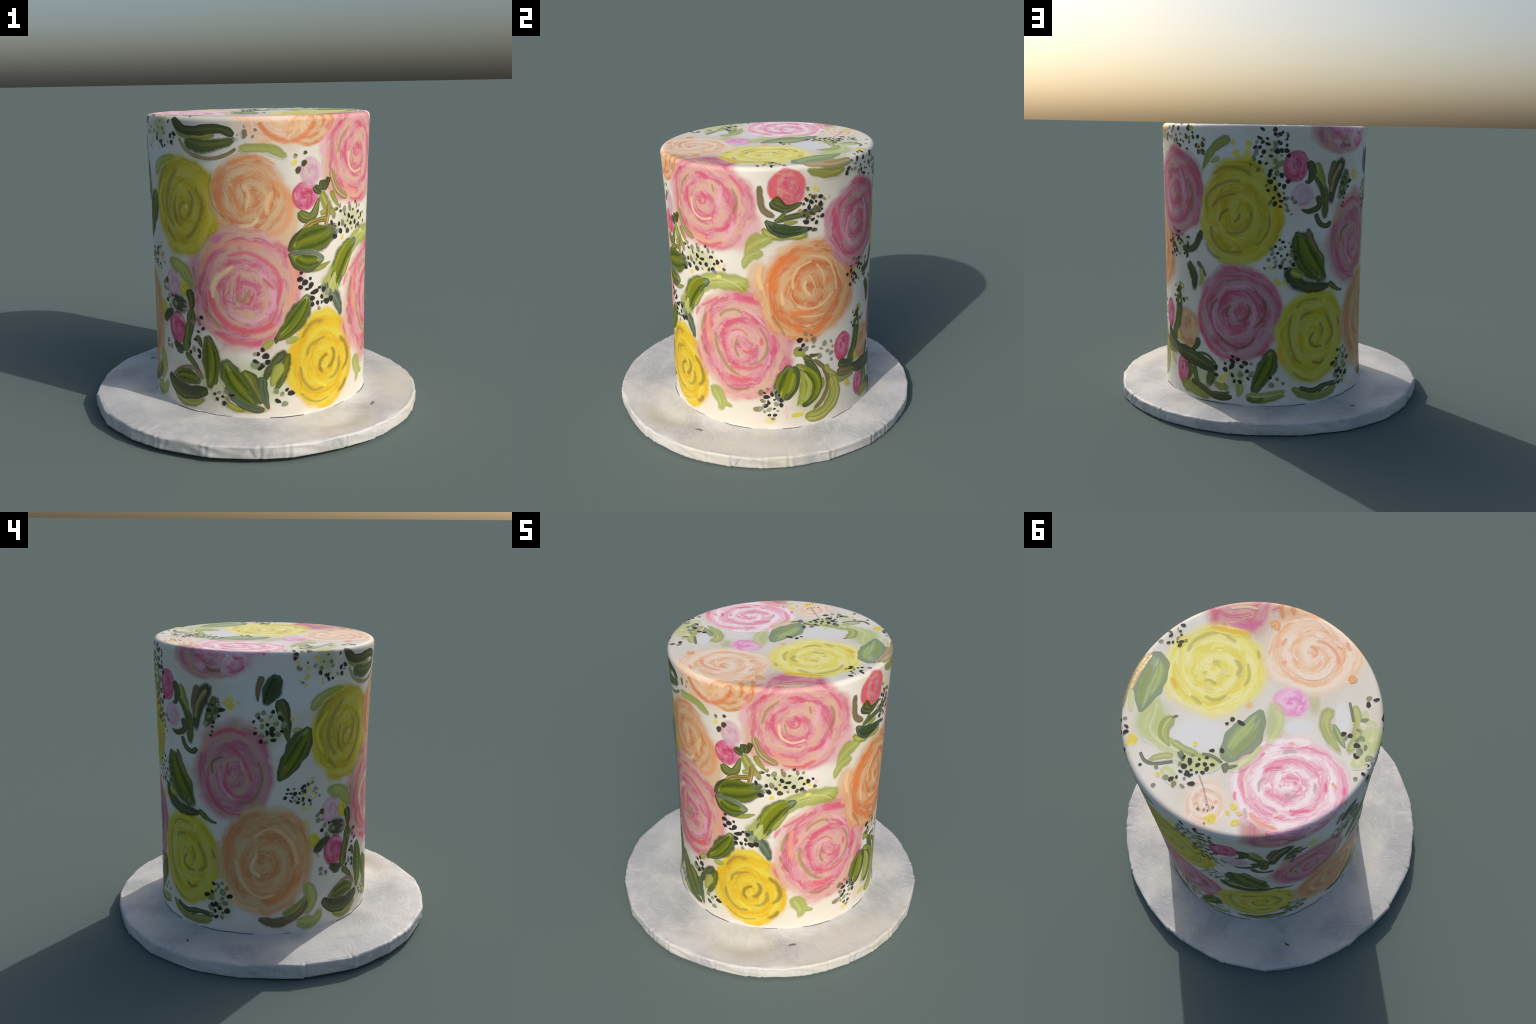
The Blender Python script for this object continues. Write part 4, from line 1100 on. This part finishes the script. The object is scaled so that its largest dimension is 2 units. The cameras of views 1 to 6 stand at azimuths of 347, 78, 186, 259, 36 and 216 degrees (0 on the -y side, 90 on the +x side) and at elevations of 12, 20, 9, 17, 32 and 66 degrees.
def stroke_mesh(pts, width, layer, shape, feather):
    """A brush stroke: ribbon with feathered rims and bristle ridges along it."""
    C, length = spline([at(*p) if len(p) == 2 else p for p in pts])
    k = len(C)
    C = lay(C)
    T = np.gradient(C, axis=0)
    T /= np.linalg.norm(T, axis=1, keepdims=True)
    N = coat_normal(C)
    Bv = np.cross(N, T)
    u = np.linspace(0, 1, k)
    if shape == 'leaf':
        v = np.clip(u, 0, 1) ** .82
        w = (np.sin(np.pi * v) ** .85 * .9 + .16 * np.sin(np.pi * v) ** .4)
    elif shape == 'taper' and length < 4.5 * width:
        w = np.clip(u / min(.4, .7 * width / length), 0, 1) ** .5 * np.clip(1 - u ** 2.6, 0, 1) ** .8
    else:
        end = min(.35, .9 * width / max(length, .01))
        w = np.clip(np.minimum(u, 1 - u) / end, 0, 1) ** .5 * (1 - .22 * np.abs(u - .45))
    w = np.maximum(w, .03) * width * .62
    ph = rng.uniform(0, 6.28, 8)
    edge = 1 + .07 * np.sin(u * length / .03 + ph[0]) + .05 * np.sin(u * length / .013 + ph[1])
    w = w * edge
    wand = .05 * np.sin(u * length / .05 + ph[2])
    X = ACROSS[None, :] + wand[:, None] * (1 - ACROSS[None, :] ** 2)
    P = C[:, None] + Bv[:, None] * (X * w[:, None])[..., None]
    P = lay(P.reshape(-1, 3)).reshape(k, -1, 3)
    rim = (1 - np.abs(ACROSS))[None, :] * np.ones((k, 1))
    bristle = .5 + .5 * np.sin(ACROSS * 19 + ph[6]) * np.sin(ACROSS * 7 + ph[7])
    tip = np.minimum(u * 1.6, 1 - u)[:, None] * length / (width * .9) * (.6 + .8 * bristle)
    rim = np.minimum(rim, tip) / feather
    # bristle marks: random across, drifting slowly along
    hair = rng.normal(0, 1, (5, len(ACROSS)))
    hair = (hair + np.roll(hair, 1, 1) * .8 + np.roll(hair, -1, 1) * .5) / 1.4
    drift = np.stack([np.ones(k), np.sin(u * 2.2 + ph[3]), np.cos(u * 3.1 + ph[4]), np.sin(u * length / .05 + ph[5]) * .6, np.cos(u * length / .11 + ph[6]) * .6], 1)
    ridge = np.clip(.5 + .24 * (drift @ hair), 0, 1)
    mid = np.clip((1 - np.abs(ACROSS))[None, :] * 1.25, 0, 1)
    body = np.clip(rim - 1, 0, 1) * (np.clip(mid * .7 + (ridge - .5) * 1.1, 0, 1) if shape == 'leaf' else ridge)
    # a steep bare skirt, then the feathered rim, then the ridged body
    h = np.interp(rim, [0, SKIRT, 1], [-.0003, layer * PITCH, layer * PITCH + PAINT * .5]) + PAINT * .5 * body
    P = lay(P.reshape(-1, 3), h.reshape(-1))
    return P, grid_faces(k, len(ACROSS))[:, ::-1]


def paint_object(name, kind, pts, width, layer, shape, parent, feather, over=None):
    V, F = stroke_mesh(pts, width, layer, shape, feather)
    key = (kind, layer, over)
    if key not in PAINTS:
        PAINTS[key] = stroke_material(kind, layer, over)
    return make_object(name, V, F, PAINTS[key], parent, normals=coat_normal(V))


PAINTS = {}

# ------------------------------------------------------------------ the cake
cake = bpy.data.objects.new('painted_cake', None)
bpy.context.scene.collection.objects.link(cake)
cake['label'] = 'tall white cake hand-painted with pink, yellow and orange roses'
cake['category'] = 'cake'
WASH_MAT = wash_material()


def build_fondant():
    A = np.radians(np.arange(0, 360, 1.5))
    rows = []
    for z in np.linspace(.06, Z_RIM - RIM - .012, 100):
        r = radius(A, z)
        rows.append(np.stack([r * np.cos(A), r * np.sin(A), np.full_like(A, z)], 1))
    for k in np.linspace(0, 1, 9):
        a = k * math.pi / 2
        r = radius(A, 1.75) - RIM + RIM * math.cos(a)
        x, y = r * np.cos(A), r * np.sin(A)
        rows.append(np.stack([x, y, top_height(x, y) - RIM + RIM * math.sin(a)], 1))
    for fr in np.linspace(.97, .01, 40):
        r = (radius(A, 1.75) - RIM) * fr
        x, y = r * np.cos(A), r * np.sin(A)
        rows.append(np.stack([x, y, top_height(x, y)], 1))
    V = np.vstack(rows)
    n = len(A)
    V[n:] = lay(V[n:])
    F = [tuple(f) for f in grid_faces(len(rows), n, True)]
    F.append(tuple(range(len(V) - n, len(V))))
    F.append(tuple(reversed(range(n))))
    return make_object('fondant', V, F, WASH_MAT, cake)


FONDANT = build_fondant()


# ------------------------------------------------------------------ flowers
def patch(entry, parent):
    """A flower: a thin round swirl of paint hugging the coat."""
    kind, C, (rx, ry, rn), u, v = placed(entry)
    rad, ang = 26, 72
    A = np.linspace(0, 2 * np.pi, ang, endpoint=False)
    ph = rng.uniform(0, 6.28, 4)
    lob = 1 + .03 * np.sin(5 * A + ph[0]) + .025 * np.sin(8 * A + ph[1])
    rows, hs = [], []
    for k, q in enumerate(np.linspace(.02, 1.02, rad)):
        rows.append(C + (rx * (u * q * np.cos(A) * lob)[:, None] + ry * (v * q * np.sin(A) * lob)[:, None]))
        sw = .5 + .5 * np.sin(q * 26 - A + ph[2])
        hs.append(np.minimum((1.0 - q) * 12, 1) * (.0002 + .0003 * sw) - .0002)
    P = lay(np.vstack(rows), np.concatenate(hs))
    F = [tuple(f[::-1]) for f in grid_faces(rad, ang, True)] + [tuple(range(ang))]
    name = 'rosebud' if u < .12 else 'rose'
    return make_object(name, P, F, WASH_MAT, parent, normals=coat_normal(P))


flowers = {}
for i, e in enumerate(ROSES):
    if e[0].startswith('mist') or e[0] == 'ochre':
        continue
    flowers[i] = patch(e, cake)
for i, strokes in PETALS.items():
    for k, (kind, pts, width) in enumerate(strokes):
        paint_object('petal', kind, pts, width * 1.15, 2 + (k % 3), 'stroke', flowers[i], .85)

# ------------------------------------------------------------------ leaves, stems and gold
# a leaf is a broad stroke with narrower streaks of other greens brushed along it
SWEEP = {'light': 1.4, 'bright': 1.28, 'toplight': 1.3, 'topolive': 1.25}
LEAF_STREAKS = {'pear': ('bright', 'green', 'green'), 'leafgreen': ('bright', 'green', 'light'),
                'topgrey': ('toplight', 'topolive', 'toplight'), 'darkgrey': ('grey', 'dark', 'green')}


def brushed_along(pts, side, width, a, b):
    """Control points running beside a stroke, from fraction a to b of its length."""
    C, length = spline([at(*p) for p in pts], .01)
    C = lay(C)
    T = np.gradient(C, axis=0)
    B = np.cross(coat_normal(C), T / np.linalg.norm(T, axis=1, keepdims=True))
    u = np.linspace(a, b, 5)
    k = np.arange(len(C)) / (len(C) - 1)
    off = side * width * np.sin(np.pi * np.clip(u, .05, .95)) ** .8
    return [np.array([np.interp(q, k, C[:, j]) for j in range(3)]) + o * np.array([np.interp(q, k, B[:, j]) for j in range(3)]) for q, o in zip(u, off)]


for kind, layer, pts, width in LEAVES:
    leafy = kind in LEAF_STREAKS
    top = kind.startswith('top')
    name = ('gold_accent' if kind.startswith('gold') else 'stem' if kind in ('thin', 'topbrown') else
            'paint_dab' if kind in ('yellowdab', 'toporange', 'brown') else 'leaf')
    feather = .5 if top else .2 if layer else .30 if leafy else .42 if kind in SWEEP else .5
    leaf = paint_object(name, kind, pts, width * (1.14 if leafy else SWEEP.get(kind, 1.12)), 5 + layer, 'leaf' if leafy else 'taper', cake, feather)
    if leafy:
        for j, (tone, side) in enumerate(zip(LEAF_STREAKS[kind], (.10, -.24, .28))):
            a, b = rng.uniform(.06, .22), rng.uniform(.74, .95)
            paint_object('leaf_streak', tone, brushed_along(pts, side + rng.uniform(-.05, .05), width, a, b), width * rng.uniform(.26, .40), 7, 'leaf', leaf, 1., kind)

# ------------------------------------------------------------------ berries
BERRY = {'b': ((10, 11, 10), (22, 24, 18), .4), 'g': ((86, 104, 44), (120, 136, 70), .5), 'o': ((104, 94, 60), (138, 126, 88), .5),
         'y': ((226, 206, 36), (236, 222, 80), .5), 'k': ((232, 188, 180), (238, 206, 200), .5), 'd': ((96, 86, 52), (198, 180, 120), .32),
         'w': ((222, 220, 170), (240, 238, 204), .5)}

BERRY_SOLID = {'g': .75, 'o': .8, 'k': .7, 'y': .85, 'w': .8}


def berry_material(key):
    a, c, rough = BERRY[key]
    m, n, b, _ = new_material('berry_paint_' + key)
    on_cake = n.node('ShaderNodeTexCoord', object=FONDANT).outputs['Object']
    t = n.noise(on_cake, 30., 3.)
    paint = n.mix(n.rng(t, .46, .64), lin(a), lin(c))
    edge = n.m('MULTIPLY_ADD', n.noise(on_cake, 90., 2.), .0012, -.0006)
    mask = n.rng(n.m('ADD', height_of(n, on_cake), edge), BERRY_HEIGHT * .35, BERRY_HEIGHT * .9, 0., BERRY_SOLID.get(key, .96))
    n.put(b.inputs['Base Color'], n.mix(mask, wash_of(n, on_cake), paint))
    b.inputs['Roughness'].default_value = rough
    b.inputs['Specular IOR Level'].default_value = .3
    if key == 'd':
        n.put(b.inputs['Metallic'], n.m('MULTIPLY', mask, .5))
    return m


def dab_verts(kind):
    """Unit dab of paint: irregular round outline, low dome, sunk rim."""
    ang, rad = 20, 6
    A = np.linspace(0, 2 * np.pi, ang, endpoint=False)
    ph = rng.uniform(0, 6.28, 3)
    lob = 1 + .09 * np.sin(2 * A + ph[0]) + .06 * np.sin(3 * A + ph[1]) + .03 * np.sin(5 * A + ph[2])
    V = [np.array([[0, 0, 1.]])]
    for k in range(1, rad + 1):
        q = (k / rad) ** .6
        V.append(np.stack([q * np.cos(A) * lob, q * np.sin(A) * lob, np.full(ang, 1 - q ** 7 * 1.3)], 1))
    V = np.vstack(V)
    F = [(0, 1 + j, 1 + (j + 1) % ang) for j in range(ang)]
    for k in range(rad - 1):
        for j in range(ang):
            a, c = 1 + k * ang, 1 + (k + 1) * ang
            F.append((a + j, c + j, c + (j + 1) % ang, a + (j + 1) % ang))
    return V, F


BERRY_HEIGHT = .0034
berry_mats = {k: berry_material(k) for k in BERRY}
shapes = [dab_verts(k) for k in range(4)]
berry_mesh = {}
for key in BERRY:
    for j, (V, F) in enumerate(shapes):
        me = bpy.data.meshes.new('berry')
        me.from_pydata([tuple(v) for v in V], [], F)
        me.polygons.foreach_set('use_smooth', [True] * len(me.polygons))
        me.normals_split_custom_set_from_vertices([(0, 0, 1)] * len(V))
        me.materials.append(berry_mats[key])
        berry_mesh[key, j] = me

spots = []
for (th, s), a, b, count, size, mix in BERRIES:
    C = lay(at(th, s)[None])[0]
    rx, ry, rn = frame(C)
    kept = []
    for k in range(round(count * .85)):
        for tries in range(30):
            q, f = math.sqrt(rng.uniform()), rng.uniform(0, 6.283)
            x, y = a * q * math.cos(f), b * q * math.sin(f)
            if all((x - x2) ** 2 + (y - y2) ** 2 > (2.3 * size) ** 2 for x2, y2 in kept):
                break
        kept.append((x, y))
        P = lay((C + rx * x + ry * y)[None])[0]
        if P[2] < .1 or .2 < coat_normal(P[None])[0, 2] < .97:
            continue
        key = mix[int(rng.integers(len(mix)))]
        sc = size * float(rng.uniform(.9, 1.36)) ** 2
        spots.append((sc, P, key, int(rng.integers(4)), float(rng.uniform(0, 6.283)), float(rng.uniform(.8, 1.3))))
spots.sort(key=lambda t: -t[0])
rest = {k: ([], [], 0) for k in BERRY}
rest_normals = {k: [] for k in BERRY}
for i, (sc, P, key, j, turn, stretch) in enumerate(spots):
    rx, ry, rn = frame(P)
    c, sn = math.cos(turn) * rx + math.sin(turn) * ry, -math.sin(turn) * rx + math.cos(turn) * ry
    M = np.eye(4)
    M[:3, 0], M[:3, 1], M[:3, 2], M[:3, 3] = c * sc * stretch, sn * sc / stretch, rn * BERRY_HEIGHT, P
    if i < 300:
        ob = bpy.data.objects.new('berry', berry_mesh[key, j])
        bpy.context.scene.collection.objects.link(ob)
        ob.parent = cake
        ob.matrix_world = Matrix(M.tolist())
    else:
        V, F = shapes[j]
        vs, fs, nv = rest[key]
        vs.append(V @ M[:3, :3].T + M[:3, 3])
        rest_normals[key] += [tuple(rn)] * len(V)
        fs += [tuple(q + nv for q in f) for f in F]
        rest[key] = (vs, fs, nv + len(V))
for key, (vs, fs, nv) in rest.items():
    if nv:
        ob = make_object('small_berries', np.vstack(vs), fs, berry_mats[key], cake, normals=rest_normals[key])
        ob['kind'] = 'stuff'

# ------------------------------------------------------------------ foil-covered board
B_R = [.9888, .0010, -.0032, .0001, .0017, .0026, .0004, -.0011, .0003, -.0003, -.0017, .0004, .0012]


def board_radius(th):
    r = B_R[0]
    for k in range(1, 7):
        r = r + B_R[2 * k - 1] * np.cos(k * th) + B_R[2 * k] * np.sin(k * th)
    return r


def board_top(x, y):
    th = np.arctan2(y, x)
    f = np.clip(np.hypot(x, y) / .98, 0, 1.05)
    return .0848 + f * (-.0076 * np.cos(th) - .0102 * np.sin(th)) + f ** 2 * (-.0008 * np.cos(2 * th) - .0029 * np.sin(2 * th))


# broad swells and hollows of the board: angle, radius, angular width, radial width, rise
SWELLS = [(-145, .80, 38, .15, .022), (-100, .86, 18, .10, .006), (38, .86, 34, .10, .009), (-66, .79, 12, .10, -.030), (112, .78, 18, .10, -.012),
          (-12, .86, 18, .09, .009), (175, .84, 16, .10, .010), (-40, .74, 14, .06, -.004), (75, .84, 12, .08, .004)]


def swell(x, y):
    a, r = np.degrees(np.arctan2(y, x)), np.hypot(x, y)
    return sum(h * np.exp(-(((a - a0 + 180) % 360 - 180) / wa) ** 2 - ((r - r0) / wr) ** 2) for a0, r0, wa, wr, h in SWELLS)


def board_bottom(th):
    return np.maximum(0., .0059 - .0031 * np.cos(th) - .0147 * np.sin(th) - .0019 * np.cos(2 * th) + .0025 * np.sin(2 * th))


def build_board():
    n = 720
    A = np.linspace(-np.pi, np.pi, n, endpoint=False)
    # foil wrapped round the edge in flat facets with folds between them
    gaps = rng.uniform(.35, 1.7, 27)
    folds = np.cumsum(gaps) / gaps.sum() * 2 * np.pi - np.pi
    d = (A[:, None] - folds[None] + np.pi) % (2 * np.pi) - np.pi
    left = np.where(d >= 0, d, 9).min(1)
    right = np.where(d < 0, -d, 9).min(1)
    left, right = np.minimum(left, .5), np.minimum(right, .5)
    sag = left * right / 2 * .93                      # chord under the arc
    tilt = rng.normal(0, .006, 27)[np.where(d >= 0, d, 9).argmin(1)] * (left / (left + right) - .5)
    deep = rng.uniform(.1, 1.3, 27)[np.minimum(np.where(d >= 0, d, 9).argmin(1), 26)]
    crease = -.005 * deep * np.exp(-(np.minimum(left, right) / .008) ** 2)
    lip = .0022 * np.exp(-((np.minimum(left, right) - .02) / .012) ** 2)
    R = board_radius(A) + .006 - sag * .42 + tilt + crease * .8 + lip
    zt0, zb = board_top(R * np.cos(A), R * np.sin(A)) + swell(R * np.cos(A), R * np.sin(A)), board_bottom(A)
    chips = sum(rng.uniform(.001, .004) * np.exp(-(((A - a0 + np.pi) % (2 * np.pi) - np.pi) / rng.uniform(.012, .04)) ** 2) for a0 in rng.uniform(-np.pi, np.pi, 14))
    R = R - chips * .9 + .0012 * np.sin(A * 29 + 3 * np.sin(A * 7))
    rim_wave = .004 * np.sin(A * 17 + 1) * np.sin(A * 5) + .0012 * np.sin(A * 31 + 2 * np.sin(A * 11)) + .5 * crease - chips * .6
    rows = []

    def ring(r, z):
        rows.append(np.stack([r * np.cos(A), r * np.sin(A), z], 1))
    ring(R * 0 + .02, zb)
    ring(R - .10, zb)
    ring(R - .012, zb + .0005)
    ring(R - .004, zb + .004)
    under = .004 * np.exp(-((A[:, None] - folds[None, ::3]) / .12) ** 2).sum(1)
    for q in np.linspace(.1, .80, 7):
        ring(R - .002 * (1 - q) + .0022 * np.sin(q * 7 + A * 23 + 2 * np.sin(A * 9)) * np.sin(A * 7) - .004 * np.exp(-((np.minimum(left, right) - .02 - .05 * q) / .008) ** 2) * (np.sin(A * 13) > .2), zb + (zt0 - zb) * q + under * (1 - q) * 0)
    for a in np.linspace(.25, 1.45, 6):
        ring(R - .013 * (1 - np.cos(a)), zt0 - .013 + .013 * np.sin(a) + rim_wave * a / 1.5)
    for q in np.concatenate([np.linspace(.985, .60, 60), [.4, .2, .02]]):
        r = R * q
        x, y = r * np.cos(A), r * np.sin(A)
        # low swirls and wrinkles of the foil
        wr = (.0011 * np.sin(9 * x + 5 * y + 2 * np.sin(6 * y)) + .0009 * np.sin(-14 * x + 11 * y + 2 * np.sin(9 * x)))
        fade = np.exp(-(1 - q) / .02)
        dip = -.001 * np.sin(np.clip((.96 - q) / .3, 0, 1) * np.pi)
        puck = .5 * crease * np.exp(-(1 - q) / .03)
        z = board_top(x, y) + wr * (1 - fade) + rim_wave * fade + dip + puck + swell(x, y)
        ring(r, z)
    V = np.vstack(rows)
    F = [tuple(f) for f in grid_faces(len(rows), n, True)]
    F.append(tuple(range(len(V) - n, len(V))))
    F.append(tuple(reversed(range(n))))
    m, nt, b, pos = new_material('satin_foil')
    big = nt.noise(pos, 3.2, 4., .55)
    warp = nt.vm('ADD', pos, nt.vm('SCALE', nt.noise(pos, 2.5, 2., .5, 0., True), scale=.5))
    fib = nt.noise(nt.vm('MULTIPLY', warp, (1., 2.6, 1.)), 16., 5., .65, 1.2)
    col = nt.mix(nt.rng(big, .36, .64), lin((184, 184, 184)), lin((214, 212, 207)))
    col = nt.mix(nt.rng(fib, .42, .75, 0., .5), col, lin((226, 226, 224)))
    col = nt.mix(nt.rng(nt.noise(pos, 1.6, 2.), .54, .72, 0., .5), col, lin((206, 202, 182)))
    nt.put(b.inputs['Base Color'], col)
    b.inputs['Roughness'].default_value = .5
    b.inputs['Specular IOR Level'].default_value = .4
    bump(nt, b, fib, .22, .012)
    return make_object('cake_board', V, F, m, cake)


build_board()


# ------------------------------------------------------------------ the foot: a ragged seam where the coat meets the board
def plain(name, c, rough=.6):
    m, n, b, pos = new_material(name)
    n.put(b.inputs['Base Color'], n.mix(n.noise(pos, 25., 3.), lin(c), lin(tuple(v * .85 for v in c))))
    b.inputs['Roughness'].default_value = rough
    return m


def build_foot():
    mat, dark = plain('foot_icing', CREAM), plain('foot_gap', (96, 96, 92), .9)
    n = 360
    A = np.linspace(-np.pi, np.pi, n, endpoint=False)
    out = .002 + .006 * np.clip(np.sin(A * 9 + 2) * np.sin(A * 4 + 1), 0, 1) + .003 * np.clip(np.sin(A * 31), 0, 1) + .035 * np.exp(-((A - math.radians(-172)) / .10) ** 2)
    rows = []
    for o, up in ((-2., .03), (-.5, .016), (.2, .008), (.6, .004), (1., .0015), (1.02, -.006)):
        r = radius(A, .1) + out * o
        x, y = r * np.cos(A), r * np.sin(A)
        rows.append(np.stack([x, y, board_top(x, y) + swell(x, y) + up], 1))
    make_object('foot', np.vstack(rows), grid_faces(len(rows), n, True), mat, cake)
    for a0, a1 in ((-150, -116), (-96, -78), (-58, -50), (-36, -20), (-4, 6), (24, 40), (58, 84), (92, 116), (130, 160), (176, 187)):
        a = np.radians(np.linspace(a0, a1, 60))
        w = .0024 * np.sin(np.linspace(0, np.pi, 60)) ** .5
        base = radius(a, .1) + np.interp(a, A, out) + .001
        rows = []
        for o, up in ((-1., -.002), (-.5, .002), (.5, .002), (1., -.002)):
            r = base + w * o
            x, y = r * np.cos(a), r * np.sin(a)
            rows.append(np.stack([x, y, board_top(x, y) + swell(x, y) + up + .001], 1))
        make_object('seam_gap', np.vstack(rows), grid_faces(4, 60), dark, cake)


build_foot()

# a smear and a crumb left on the board
for x, y, sx, sy, turn, tone in ((.571, -.557, .026, .010, .9, (132, 130, 118)), (-.588, .610, .016, .006, .2, (120, 96, 48))):
    V, F = shapes[0]
    c, sn = math.cos(turn), math.sin(turn)
    X, Y = V[:, 0] * sx, V[:, 1] * sy
    X, Y = c * X - sn * Y + x, sn * X + c * Y + y
    Z = board_top(X, Y) + swell(X, Y) + V[:, 2] * .0015 + .0005
    make_object('crumb', np.stack([X, Y, Z], 1), F, plain('crumb_paint', tone, .8), cake)
